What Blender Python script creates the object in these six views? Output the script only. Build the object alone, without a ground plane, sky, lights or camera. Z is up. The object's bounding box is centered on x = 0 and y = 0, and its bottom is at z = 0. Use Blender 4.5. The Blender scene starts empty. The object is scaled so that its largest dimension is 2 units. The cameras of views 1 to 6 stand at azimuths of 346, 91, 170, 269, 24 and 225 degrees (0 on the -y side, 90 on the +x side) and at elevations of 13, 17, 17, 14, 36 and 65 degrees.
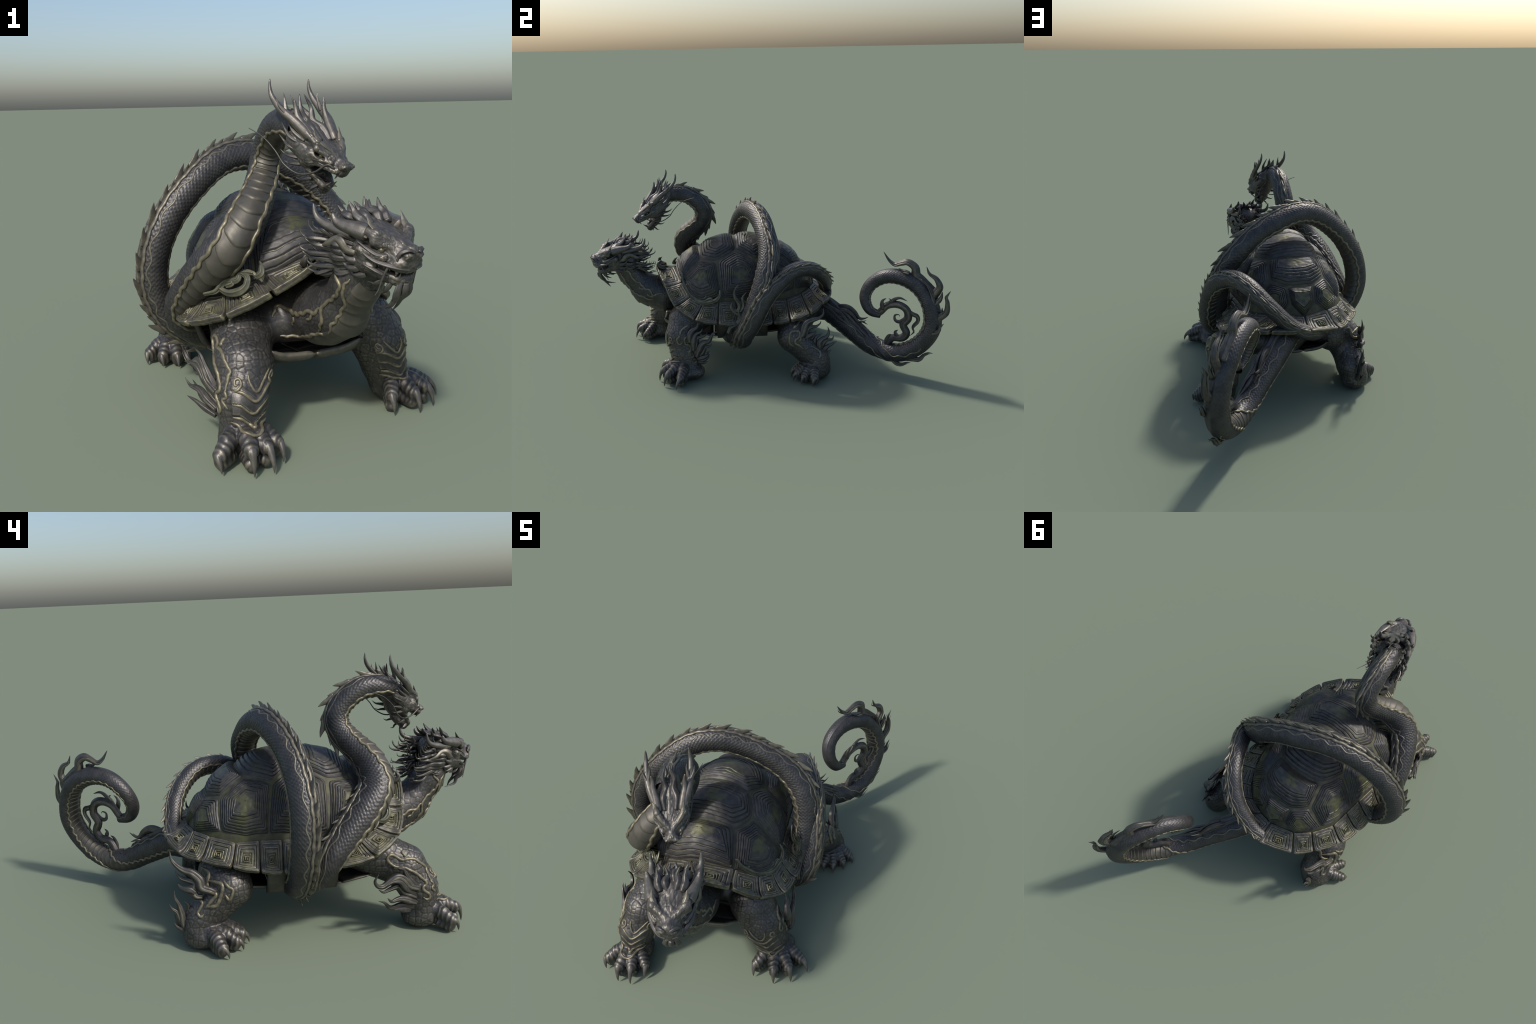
"""Bronze-like statue: a dragon-headed tortoise with a horned serpent coiled round its shell."""
import bpy, math, random
import numpy as np
from mathutils import Vector, kdtree
from mathutils.bvhtree import BVHTree

rng = np.random.default_rng(7)
random.seed(7)
PI, TAU = math.pi, 2 * math.pi


# ------------------------------------------------------------------ maths helpers
def V(*a):
    return np.array(a, float)


def unit(a):
    a = np.asarray(a, float)
    return a / np.maximum(np.linalg.norm(a, axis=-1, keepdims=True), 1e-9)


def smooth(t):
    t = np.clip(t, 0, 1)
    return t * t * (3 - 2 * t)


def catmull(P, n):
    """n points, evenly spaced along a centripetal-ish Catmull-Rom through the rows of P (any width)"""
    P = np.asarray(P, float)
    if len(P) == 2:
        P = np.vstack([P[0], (P[0] + P[1]) / 2, P[1]])
    Q = np.vstack([2 * P[0] - P[1], P, 2 * P[-1] - P[-2]])
    t = np.linspace(0, 1, 24, endpoint=False)[:, None]
    out = []
    for i in range(1, len(Q) - 2):
        a, b, c, d = Q[i - 1:i + 3]
        out.append(.5 * (2 * b + (c - a) * t + (2 * a - 5 * b + 4 * c - d) * t ** 2 + (3 * b - a - 3 * c + d) * t ** 3))
    F = np.vstack(out + [P[-1:]])
    s = np.r_[0, np.cumsum(np.linalg.norm(np.diff(F[:, :3], axis=0), axis=1))]
    u = np.linspace(0, s[-1], n)
    return np.stack([np.interp(u, s, F[:, k]) for k in range(F.shape[1])], -1)


def arclen(P):
    return np.r_[0, np.cumsum(np.linalg.norm(np.diff(P[:, :3], axis=0), axis=1))]


def blur(A, n):
    for _ in range(n):
        B = A.copy()
        B[1:-1] = (A[:-2] + 2 * A[1:-1] + A[2:]) / 4
        A = B
    return A


_lat = rng.random((32, 32, 32))


def noise3(P, scale, seed=0.0):
    """cheap trilinear value noise, -1..1"""
    X = np.asarray(P, float) * scale + 17.3 + seed
    I = np.floor(X).astype(int)
    f = X - I
    f = f * f * (3 - 2 * f)
    I &= 31
    J = (I + 1) & 31
    r = 0
    for a in (0, 1):
        for b in (0, 1):
            for c in (0, 1):
                w = (f[..., 0] if a else 1 - f[..., 0]) * (f[..., 1] if b else 1 - f[..., 1]) * (f[..., 2] if c else 1 - f[..., 2])
                r = r + w * _lat[(J if a else I)[..., 0], (J if b else I)[..., 1], (J if c else I)[..., 2]]
    return 2 * r - 1


# ------------------------------------------------------------------ mesh helpers
def new_mesh(name, verts, faces):
    """faces: (n,4) quads with -1 for triangles, or (n,3)"""
    verts = np.asarray(verts, np.float32)
    faces = np.asarray(faces, np.int64)
    me = bpy.data.meshes.new(name)
    if faces.shape[1] == 4:
        cnt = np.where(faces[:, 3] < 0, 3, 4)
    else:
        cnt = np.full(len(faces), 3)
    loops = faces[faces >= 0] if faces.shape[1] == 4 else faces.ravel()
    me.vertices.add(len(verts))
    me.vertices.foreach_set("co", verts.ravel())
    me.loops.add(len(loops))
    me.loops.foreach_set("vertex_index", loops.astype(np.int32))
    me.polygons.add(len(faces))
    st = np.r_[0, np.cumsum(cnt)[:-1]].astype(np.int32)
    me.polygons.foreach_set("loop_start", st)
    me.polygons.foreach_set("loop_total", cnt.astype(np.int32))
    me.update(calc_edges=True)
    me.polygons.foreach_set("use_smooth", np.ones(len(faces), bool))
    return me


def add(name, verts, faces, mat, parent=None, origin=None):
    verts = np.asarray(verts, float)
    o = np.zeros(3) if origin is None else np.asarray(origin, float)
    me = new_mesh(name, verts - o, faces)
    ob = bpy.data.objects.new(name, me)
    bpy.context.scene.collection.objects.link(ob)
    me.materials.append(mat)
    ob.location = o
    if parent is not None:
        ob.parent = parent
        po = Vector((0, 0, 0))
        q = parent
        while q is not None:
            po += q.location
            q = q.parent
        ob.location = Vector(o) - po
    return ob


def vnormals(v, f):
    n = np.zeros_like(v)
    a, b, c = v[f[:, 0]], v[f[:, 1]], v[f[:, 2]]
    fn = np.cross(b - a, c - a)
    if f.shape[1] == 4:
        d = v[np.where(f[:, 3] < 0, f[:, 2], f[:, 3])]
        fn = np.cross(c - a, d - b)
        fn = np.where((f[:, 3] < 0)[:, None], np.cross(b - a, c - a), fn)
    for k in range(f.shape[1]):
        idx = f[:, k]
        m = idx >= 0
        for ax in range(3):
            n[:, ax] += np.bincount(idx[m], weights=fn[m, ax], minlength=len(v))
    return unit(n)


def add_regions(v, f, label, names, mats, parents):
    """one smooth body cut into objects by face label; borders share vertices and normals"""
    N = vnormals(v, f)
    obs = []
    for k, nm in enumerate(names):
        ff = f[label == k]
        if len(ff) == 0:
            obs.append(None)
            continue
        used = np.unique(ff[ff >= 0])
        mp = np.full(len(v) + 1, -1)
        mp[used] = np.arange(len(used))
        g = mp[ff]
        ob = add(nm, v[used], g, mats[k], parents[k])
        ob.data.normals_split_custom_set_from_vertices(N[used].astype(np.float32).tolist())
        obs.append(ob)
    return obs


def join_meshes(parts):
    vs, fs, o = [], [], 0
    for v, f in parts:
        v = np.asarray(v)
        f = np.asarray(f)
        if f.shape[1] == 3:
            f = np.c_[f, np.full(len(f), -1)]
        vs.append(v)
        fs.append(np.where(f < 0, -1, f + o))
        o += len(v)
    return np.vstack(vs), np.vstack(fs)


def grid_faces(nu, nv, close_v=True):
    i = np.arange(nu - 1)[:, None]
    j = np.arange(nv if close_v else nv - 1)[None]
    jn = (j + 1) % nv
    return np.stack(np.broadcast_arrays(i * nv + j, i * nv + jn, (i + 1) * nv + jn, (i + 1) * nv + j), -1).reshape(-1, 4)


def frames(P, hint):
    """tangent, 'up' (towards hint) and side vectors along a path; hint: vector or per-point vectors"""
    T = unit(np.gradient(P, axis=0))
    H = np.broadcast_to(np.asarray(hint, float), P.shape)
    U = unit(H - (H * T).sum(-1, keepdims=True) * T)
    S = np.cross(T, U)
    return T, U, S


def tube(P, R, hint=(0.13, 0.21, 0.97), nseg=16, flat=1.0, flutes=0, flute=0.0, cap=True):
    """tube along P (n,3) with radii R (n,), optional flat cross-section and lengthwise flutes"""
    P = np.asarray(P, float)
    n = len(P)
    R = np.broadcast_to(np.asarray(R, float), (n,))
    T, U, S = frames(P, hint)
    a = np.arange(nseg) / nseg * TAU
    k = 1 + flute * np.cos(flutes * a) if flutes else np.ones(nseg)
    ca, sa = np.cos(a) * k, np.sin(a) * k
    v = P[:, None] + R[:, None, None] * (S[:, None] * ca[None, :, None] + U[:, None] * (sa * flat)[None, :, None])
    f = grid_faces(n, nseg)
    v = v.reshape(-1, 3)
    if cap:
        v = np.vstack([v, P[:1], P[-1:]])
        j = np.arange(nseg)
        jn = (j + 1) % nseg
        c0, c1 = n * nseg, n * nseg + 1
        f = np.vstack([f, np.c_[jn, j, np.full(nseg, c0), np.full(nseg, -1)], np.c_[(n - 1) * nseg + j, (n - 1) * nseg + jn, np.full(nseg, c1), np.full(nseg, -1)]])
    return v, f


def lock(pts, r, hint=(1, 0, 0), flat=.55, n=None, nseg=18, root=.55, peak=.3, flutes=4, flute=.13, tip=.03, blunt=1.0):
    """a swept tuft of hair / flame tongue / horn: swells from the root, tapers to the tip"""
    n = n or max(18, 6 * len(pts))
    P = catmull(pts, n)
    t = np.linspace(0, 1, n)
    prof = np.where(t < peak, root + (1 - root) * smooth(t / max(peak, 1e-3)), tip + (1 - tip) * np.maximum(1 - ((t - peak) / (1 - peak)), 0) ** (.8 * blunt))
    return tube(P, r * prof, hint, nseg, flat, flutes, flute)


def horn(pts, r0, r1=.0015, n=30, nseg=14, power=.75, rings=0, ring=.05):
    P = catmull(pts, n)
    t = np.linspace(0, 1, n)
    R = r1 + (r0 - r1) * (1 - t) ** power
    if rings:
        R = R * (1 + ring * np.sin(t * rings * TAU) * (1 - t))
    return tube(P, R, (.3, .2, .93), nseg, 1.0, 5, .05)


# ------------------------------------------------------------------ signed-distance modelling
class Field:
    """union of smoothly blended round primitives sampled on a grid, meshed with surface nets"""

    def __init__(self, lo, hi, h):
        self.lo, self.h = np.asarray(lo, float), h
        self.n = np.ceil((np.asarray(hi) - self.lo) / h).astype(int) + 1
        self.F = np.full(self.n, .08, np.float32)
        self.L = np.zeros(self.n, np.int8)

    def window(self, lo, hi):
        a = np.clip(np.floor((lo - self.lo) / self.h).astype(int), 0, self.n)
        b = np.clip(np.ceil((hi - self.lo) / self.h).astype(int) + 1, 0, self.n)
        if np.any(b <= a):
            return None, None
        g = np.meshgrid(*[self.lo[i] + self.h * np.arange(a[i], b[i]) for i in range(3)], indexing="ij")
        return tuple(slice(a[i], b[i]) for i in range(3)), np.stack(g, -1)

    def put(self, w, d, k, label):
        F = self.F[w]
        L = self.L[w]
        L[d < F] = label
        if k > 0:
            e = np.maximum(k - np.abs(d - F), 0) / k
            F[...] = np.minimum(d, F) - e * e * k * .25
        else:
            F[...] = np.minimum(d, F)

    def carve(self, w, d, k):
        F = self.F[w]
        e = np.maximum(k - np.abs(-d - F), 0) / k
        F[...] = np.maximum(-d, F) + e * e * k * .25

    def cone(self, a, b, r1, r2, k=.02, label=0, cut=False, squash=None):
        """round cone; squash=(direction, factor): thinner (<1) across that direction"""
        a, b = np.asarray(a, float), np.asarray(b, float)
        m = max(r1, r2) * (max(1, 1 / squash[1]) if squash and squash[1] < 1 else 1) * (squash[1] if squash and squash[1] > 1 else 1) + k + 3 * self.h
        w, X = self.window(np.minimum(a, b) - m, np.maximum(a, b) + m)
        if w is None:
            return
        ab = b - a
        Y = X - a
        if squash:
            s = unit(squash[0])
            c = (Y @ s)[..., None]
            ab = ab + s * (ab @ s) * (1 / squash[1] - 1)
            Y = Y + s * c * (1 / squash[1] - 1)
        t = np.clip((Y @ ab) / max(ab @ ab, 1e-9), 0, 1)
        d = np.linalg.norm(Y - t[..., None] * ab, axis=-1) - (r1 + (r2 - r1) * t)
        if squash:
            d = d * min(1, squash[1])
        (self.carve(w, d, k) if cut else self.put(w, d, k, label))

    def chain(self, pts, k=.02, label=0):
        for p, q in zip(pts[:-1], pts[1:]):
            self.cone(p[:3], q[:3], p[3], q[3], k, label)

    def ball(self, c, r, k=.02, label=0, cut=False, axes=None):
        """ellipsoid, radii r along axes (rows)"""
        c = np.asarray(c, float)
        r = np.broadcast_to(np.asarray(r, float), (3,))
        m = r.max() + k + 3 * self.h
        w, X = self.window(c - m, c + m)
        if w is None:
            return
        Y = X - c
        if axes is not None:
            Y = Y @ np.asarray(axes).T
        k0 = np.linalg.norm(Y / r, axis=-1)
        k1 = np.linalg.norm(Y / r ** 2, axis=-1)
        d = k0 * (k0 - 1) / np.maximum(k1, 1e-6)
        (self.carve(w, d, k) if cut else self.put(w, d, k, label))

    def mesh(self):
        F, h = self.F, self.h
        nx, ny, nz = F.shape
        S = F < 0
        c = [S[:-1, :-1, :-1], S[1:, :-1, :-1], S[:-1, 1:, :-1], S[1:, 1:, :-1], S[:-1, :-1, 1:], S[1:, :-1, 1:], S[:-1, 1:, 1:], S[1:, 1:, 1:]]
        tot = sum(x.astype(np.int8) for x in c)
        act = (tot > 0) & (tot < 8)
        I = np.argwhere(act)
        idx = np.full(act.shape, -1, np.int64)
        idx[act] = np.arange(len(I))
        corner = [(i & 1, (i >> 1) & 1, (i >> 2) & 1) for i in range(8)]
        fv = np.stack([F[I[:, 0] + a, I[:, 1] + b, I[:, 2] + d] for a, b, d in corner], -1)
        acc, cnt = np.zeros((len(I), 3)), np.zeros(len(I))
        for p in range(8):
            for ax in range(3):
                q = p | (1 << ax)
                if q == p:
                    continue
                m = (fv[:, p] < 0) != (fv[:, q] < 0)
                t = fv[m, p] / (fv[m, p] - fv[m, q])
                pos = np.tile(np.array(corner[p], float), (m.sum(), 1))
                pos[:, ax] += t
                acc[m] += pos
                cnt[m] += 1
        v = self.lo + h * (I + acc / cnt[:, None])
        faces = []
        for ax in range(3):
            o1, o2 = (ax + 1) % 3, (ax + 2) % 3
            sl0, sl1 = [slice(1, -1)] * 3, [slice(1, -1)] * 3
            sl0[ax], sl1[ax] = slice(0, -1), slice(1, None)
            A, B = S[tuple(sl0)], S[tuple(sl1)]
            E = np.argwhere(A != B)
            off = np.ones(3, int)
            off[ax] = 0
            E0 = E + off
            ins = A[tuple(E.T)]
            q = []
            for d1, d2 in ((0, 0), (1, 0), (1, 1), (0, 1)):
                G = E0.copy()
                G[:, o1] -= d1
                G[:, o2] -= d2
                q.append(idx[tuple(G.T)])
            q = np.stack(q, -1)
            q[~ins] = q[~ins][:, ::-1]
            faces.append(q)
        f = np.vstack(faces)
        f = f[(f >= 0).all(1)]
        lab = self.L[I[:, 0], I[:, 1], I[:, 2]]
        return v, f, lab


def relax(v, f, n=2, lam=.5):
    """uniform Laplacian smoothing"""
    e = np.vstack([f[:, [0, 1]], f[:, [1, 2]], f[:, [2, 3]], f[:, [3, 0]]])
    e = np.vstack([e, e[:, ::-1]])
    deg = np.bincount(e[:, 0], minlength=len(v)).astype(float)
    for _ in range(n):
        s = np.stack([np.bincount(e[:, 0], weights=v[e[:, 1], k], minlength=len(v)) for k in range(3)], -1)
        v = v + lam * (s / np.maximum(deg, 1)[:, None] - v)
    return v


def cells(v, size, seed=1):
    """irregular scale pattern: distance to the nearest cell border and the nearest seed's index"""
    r = np.random.default_rng(seed)
    key = np.floor(v / size).astype(int)
    _, pick = np.unique(key, axis=0, return_index=True)
    pts = v[pick] + r.normal(0, size * .12, (len(pick), 3))
    keep = []
    kd = kdtree.KDTree(len(pts))
    for i, p in enumerate(pts):
        kd.insert(p, i)
    kd.balance()
    alive = np.ones(len(pts), bool)
    for i in r.permutation(len(pts)):
        if alive[i]:
            for _, j, _ in kd.find_range(pts[i], size * .62):
                if j != i:
                    alive[j] = False
    pts = pts[alive]
    kd = kdtree.KDTree(len(pts))
    for i, p in enumerate(pts):
        kd.insert(p, i)
    kd.balance()
    out, who = np.empty(len(v)), np.empty(len(v), int)
    for i, p in enumerate(v):
        (a, ia, d1), (b, ib, d2) = kd.find_n(p, 2)
        out[i] = (d2 * d2 - d1 * d1) / (2 * (a - b).length + 1e-9)
        who[i] = ia
    return out, who


# ------------------------------------------------------------------ materials
def material(name, dark, light, edge=(.30, .27, .19), edge_amount=.6, scale=22., metal=.55, rough=.45, grain=.12, moss=0., moss_centre=0., grain_scale=260., stretch=(1, 1, 1), edge_range=(.505, .56)):
    m = bpy.data.materials.new(name)
    m.use_nodes = True
    nt = m.node_tree
    nt.nodes.clear()
    N, Lk = nt.nodes.new, nt.links.new
    out = N("ShaderNodeOutputMaterial")
    b = N("ShaderNodeBsdfPrincipled")
    Lk(b.outputs[0], out.inputs[0])
    tc = N("ShaderNodeTexCoord")
    mp = N("ShaderNodeMapping")
    mp.inputs["Scale"].default_value = stretch
    Lk(tc.outputs["Object"], mp.inputs["Vector"])

    def noise(sc, det=5., rough_=.6):
        n = N("ShaderNodeTexNoise")
        n.inputs["Scale"].default_value = sc
        n.inputs["Detail"].default_value = det
        n.inputs["Roughness"].default_value = rough_
        Lk(mp.outputs[0], n.inputs["Vector"])
        return n.outputs["Fac"]

    def ramp(src, a, c, lo=(0, 0, 0, 1), hi=(1, 1, 1, 1)):
        r = N("ShaderNodeValToRGB")
        r.color_ramp.elements[0].position, r.color_ramp.elements[1].position = a, c
        r.color_ramp.elements[0].color, r.color_ramp.elements[1].color = lo, hi
        Lk(src, r.inputs[0])
        return r.outputs[0]

    def mix(fac, a, c):
        x = N("ShaderNodeMix")
        x.data_type = "RGBA"
        for src, i in ((fac, 0), (a, 6), (c, 7)):
            if isinstance(src, (int, float)):
                x.inputs[i].default_value = src
            elif isinstance(src, tuple):
                x.inputs[i].default_value = (*src, 1)
            else:
                Lk(src, x.inputs[i])
        return x.outputs[2]

    def math_(op, a, c):
        x = N("ShaderNodeMath")
        x.operation = op
        for src, i in ((a, 0), (c, 1)):
            if isinstance(src, (int, float)):
                x.inputs[i].default_value = src
            else:
                Lk(src, x.inputs[i])
        return x.outputs[0]

    col = ramp(noise(scale), .35, .68, (*dark, 1), (*light, 1))
    fine = noise(grain_scale, 3.)
    if edge_amount > 0:
        g = N("ShaderNodeNewGeometry")
        e = ramp(g.outputs["Pointiness"], *edge_range)
        worn = math_("MULTIPLY", e, math_("MULTIPLY", ramp(noise(scale * 2.3), .3, .6), edge_amount))
        col = mix(worn, col, edge)
    if moss > 0:
        patch = ramp(noise(9., 6., .65), .56, .66)
        patch = math_("MULTIPLY", patch, moss)
        col = mix(patch, col, mix(fine, (.050, .056, .018), (.105, .115, .036)))
    if moss_centre > 0:
        ln = N("ShaderNodeVectorMath")
        ln.operation = "LENGTH"
        Lk(tc.outputs["Object"], ln.inputs[0])
        near = math_("SUBTRACT", 1., math_("MULTIPLY", ln.outputs["Value"], 11.))
        spot = math_("ADD", near, math_("MULTIPLY", math_("SUBTRACT", noise(26., 6., .7), .5), 2.2))
        spot = math_("MULTIPLY", ramp(spot, .42, .75), moss_centre)
        col = mix(spot, col, mix(fine, (.062, .066, .024), (.15, .15, .06)))
    Lk(col, b.inputs["Base Color"])
    b.inputs["Metallic"].default_value = metal
    Lk(math_("ADD", rough - .1, math_("MULTIPLY", noise(scale * 3), .2)), b.inputs["Roughness"])
    bp = N("ShaderNodeBump")
    bp.inputs["Strength"].default_value = grain
    bp.inputs["Distance"].default_value = .002
    Lk(fine, bp.inputs["Height"])
    Lk(bp.outputs[0], b.inputs["Normal"])
    return m


SKIN = material("bronze_hide", (.046, .045, .046), (.078, .074, .072), edge=(.23, .21, .155), edge_amount=.7, rough=.42, edge_range=(.502, .535), grain=.22)
FACE = material("bronze_face", (.070, .067, .065), (.114, .107, .099), edge=(.28, .25, .18), edge_amount=.7, scale=34., edge_range=(.503, .54), grain=.25)
SCALE = material("bronze_serpent_scales", (.043, .043, .046), (.076, .073, .072), edge=(.17, .16, .135), edge_amount=.5, edge_range=(.502, .54), grain=.2)
BELLY = material("bronze_belly_plates", (.074, .070, .061), (.108, .101, .087), edge=(.22, .20, .14), edge_amount=.4, rough=.5)
BRASS = material("worn_brass_trim", (.120, .108, .078), (.235, .210, .138), edge=(.42, .38, .25), edge_amount=.75, scale=55., rough=.48, metal=.5, edge_range=(.51, .60))
FIN = material("bronze_fin", (.10, .094, .078), (.18, .165, .125), edge=(.34, .31, .21), edge_amount=.7, scale=40., metal=.5)
HAIR = material("bronze_hair", (.062, .059, .058), (.112, .105, .094), edge=(.32, .29, .20), edge_amount=.9, scale=40., edge_range=(.503, .53), grain=.2)
HORN = material("bronze_horn", (.10, .094, .086), (.165, .152, .132), edge=(.30, .27, .19), edge_amount=.6, scale=45., edge_range=(.503, .54), grain=.22)
SHELL = material("bronze_scute", (.042, .042, .044), (.080, .077, .073), edge=(.22, .20, .14), edge_amount=.7, edge_range=(.503, .545), scale=30., moss=.6, moss_centre=.6, stretch=(1, 1, 1.6), metal=.45, rough=.5, grain=.3)
RIM = material("bronze_marginal_scute", (.054, .052, .050), (.100, .095, .084), edge=(.33, .30, .19), edge_amount=.85, edge_range=(.503, .55), scale=34., moss=.15, moss_centre=.35, metal=.45, rough=.48, grain=.25)
SEAM = material("mossy_seam", (.035, .034, .028), (.085, .082, .045), edge_amount=0, scale=26., moss=.8, metal=.2, rough=.65)
CLOUD = material("verdigris_ornament", (.070, .073, .055), (.150, .148, .102), edge=(.36, .33, .20), edge_amount=.8, scale=40., metal=.45)
MOUTH = material("bronze_mouth", (.045, .036, .034), (.075, .058, .052), edge_amount=0, metal=.3)
EYE = material("bronze_eye", (.10, .095, .06), (.16, .145, .09), edge_amount=0, rough=.25, metal=.6, scale=80)


# ------------------------------------------------------------------ scaly, serpent-like bodies
class Coil:
    """a scaly tube along a spine; each spine row: x y z radius, dorsal x y z"""

    def __init__(self, rows, step, nseg, scale_len, around):
        rows = np.asarray(rows, float)
        n = int(arclen(catmull(rows[:, :3], 400))[-1] / step)
        A = catmull(rows, n)
        A[:, :3] = blur(A[:, :3], 30)
        A[:, 3:] = blur(A[:, 3:], 60)
        self.P, self.R = A[:, :3], A[:, 3]
        self.s = arclen(self.P)
        self.n, self.nseg, self.len, self.K = n, nseg, scale_len, around
        self.T, self.U, self.S = frames(self.P, A[:, 4:7])

    def at(self, s, phi, lift=0.0):
        """point on (lift above) the surface; phi measured from the dorsal line"""
        s = np.clip(s, 0, self.s[-1])
        g = lambda A: np.stack([np.interp(s, self.s, A[:, k]) for k in range(A.shape[1])], -1)
        r = np.interp(s, self.s, self.R) + lift
        d = np.cos(phi)[..., None] * g(self.U) + np.sin(phi)[..., None] * g(self.S)
        return g(self.P) + r[..., None] * d

    def skin(self, belly=2.2, taper=(0, 0)):
        phi = (np.arange(self.nseg) / self.nseg * 2 - 1) * PI
        S, F = np.meshgrid(self.s, phi, indexing="ij")
        rr = np.interp(S, self.s, self.R)
        a = F * self.K / TAU
        b = S / self.len
        lp, lq = np.abs(a + b - np.round(a + b)), np.abs(a - b - np.round(a - b))
        m = np.minimum(lp, lq)
        side = smooth((np.abs(F) - .26) / .12) * smooth((belly - np.abs(F)) / .1)
        sz = rr / .055
        h = sz * side * (0.0021 * smooth(m / .22) - .0014 + .0009 * (((b + np.floor(a + b) * 0) % 1) - .5))
        h -= .004 * sz * smooth((np.abs(F) - belly) / .08)
        h += .003 * sz * (1 - smooth(np.abs(F) / .24))
        V_ = self.at(S, F, h).reshape(-1, 3)
        f = grid_faces(self.n, self.nseg)[:, ::-1]
        return V_, f

    def ridge(self, phi, r, wave=.06, length=.034, lift=.001, s0=0, s1=None, flat=.8, sharp=1, nseg=8, jag=0):
        s1 = self.s[-1] if s1 is None else s1
        n = int((s1 - s0) / .004)
        s = np.linspace(s0, s1, n)
        k = np.interp(s, self.s, self.R) / .055
        ph = phi + wave * np.sin(s / length * TAU + 1.7 * np.sin(s * 9)) * np.sign(phi) + jag * noise3(np.c_[s, s * 0, s * 0], 60)
        P = self.at(s, ph, lift)
        C = np.stack([np.interp(s, self.s, self.P[:, i]) for i in range(3)], -1)
        return tube(P, r * k * (1 + .10 * np.sin(s / length * TAU * 2)), P - C, nseg, flat)

    def plates(self, spacing, half, s0, s1, mat, parent, name="belly_plate"):
        s = s0
        c = 0
        while s < s1 - spacing * .5:
            k = float(np.interp(s, self.s, self.R)) / .055
            L = spacing * max(k, .5)
            u = np.r_[np.linspace(0, .88, 7), .94, 1.]
            w = np.linspace(-1, 1, 15)
            Uu, W = np.meshgrid(u, w, indexing="ij")
            ss = s + (Uu * 1.16) * L + .015 * k * (1 - np.abs(W) ** 1.5)
            ph = PI + W * half
            lift = k * (.0052 * Uu ** 1.8 - .0036 + .0010 * (1 - W ** 4)) * smooth((1.02 - np.abs(W)) / .1) - .0012
            lift = lift - .005 * smooth((Uu - .90) / .10)
            v = self.at(ss, ph, lift).reshape(-1, 3)
            f = grid_faces(9, 15, False)
            o = self.at(np.array([s + L * .5]), np.array([PI]))[0]
            add(name, v, f, mat, parent, o)
            s += L
            c += 1
        return c

    def spines(self, s0, s1, gap, size, sign, mat, parent, name="dorsal_spine", seed=3):
        r_ = np.random.default_rng(seed)
        s = s0
        k = 0
        while s < s1:
            i = int(np.searchsorted(self.s, s))
            i = min(i, self.n - 1)
            P, U, T, S, R = self.P[i], self.U[i], self.T[i] * sign, self.S[i], self.R[i]
            big = (k % 2 == 0)
            h = size * (1 if big else .62) * r_.uniform(.85, 1.15) * (.55 + .45 * R / .055)
            lean = r_.uniform(-.12, .12)
            B = P + U * (R - .007)
            q = [B - T * h * .75, B + U * h * .22 - T * .15 * h, B + U * h * .58 + T * h * .38 + S * lean * h * .3, B + U * h * .86 + T * h * .95 + S * lean * h * .6]
            v, f = lock(q, h * .40, S, .40, n=14, nseg=12, root=.9, peak=.22, flutes=3, flute=.14, tip=.02)
            add(name, v, f, mat, parent, B)
            s += gap * (1.0 if big else .75) * r_.uniform(.9, 1.1)
            k += 1


# ------------------------------------------------------------------ the serpent
serpent = bpy.data.objects.new("horned_serpent", None)
bpy.context.scene.collection.objects.link(serpent)
serpent["label"] = "dark bronze horned serpent coiled around a tortoise shell"
serpent["category"] = "serpent statue"

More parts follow.
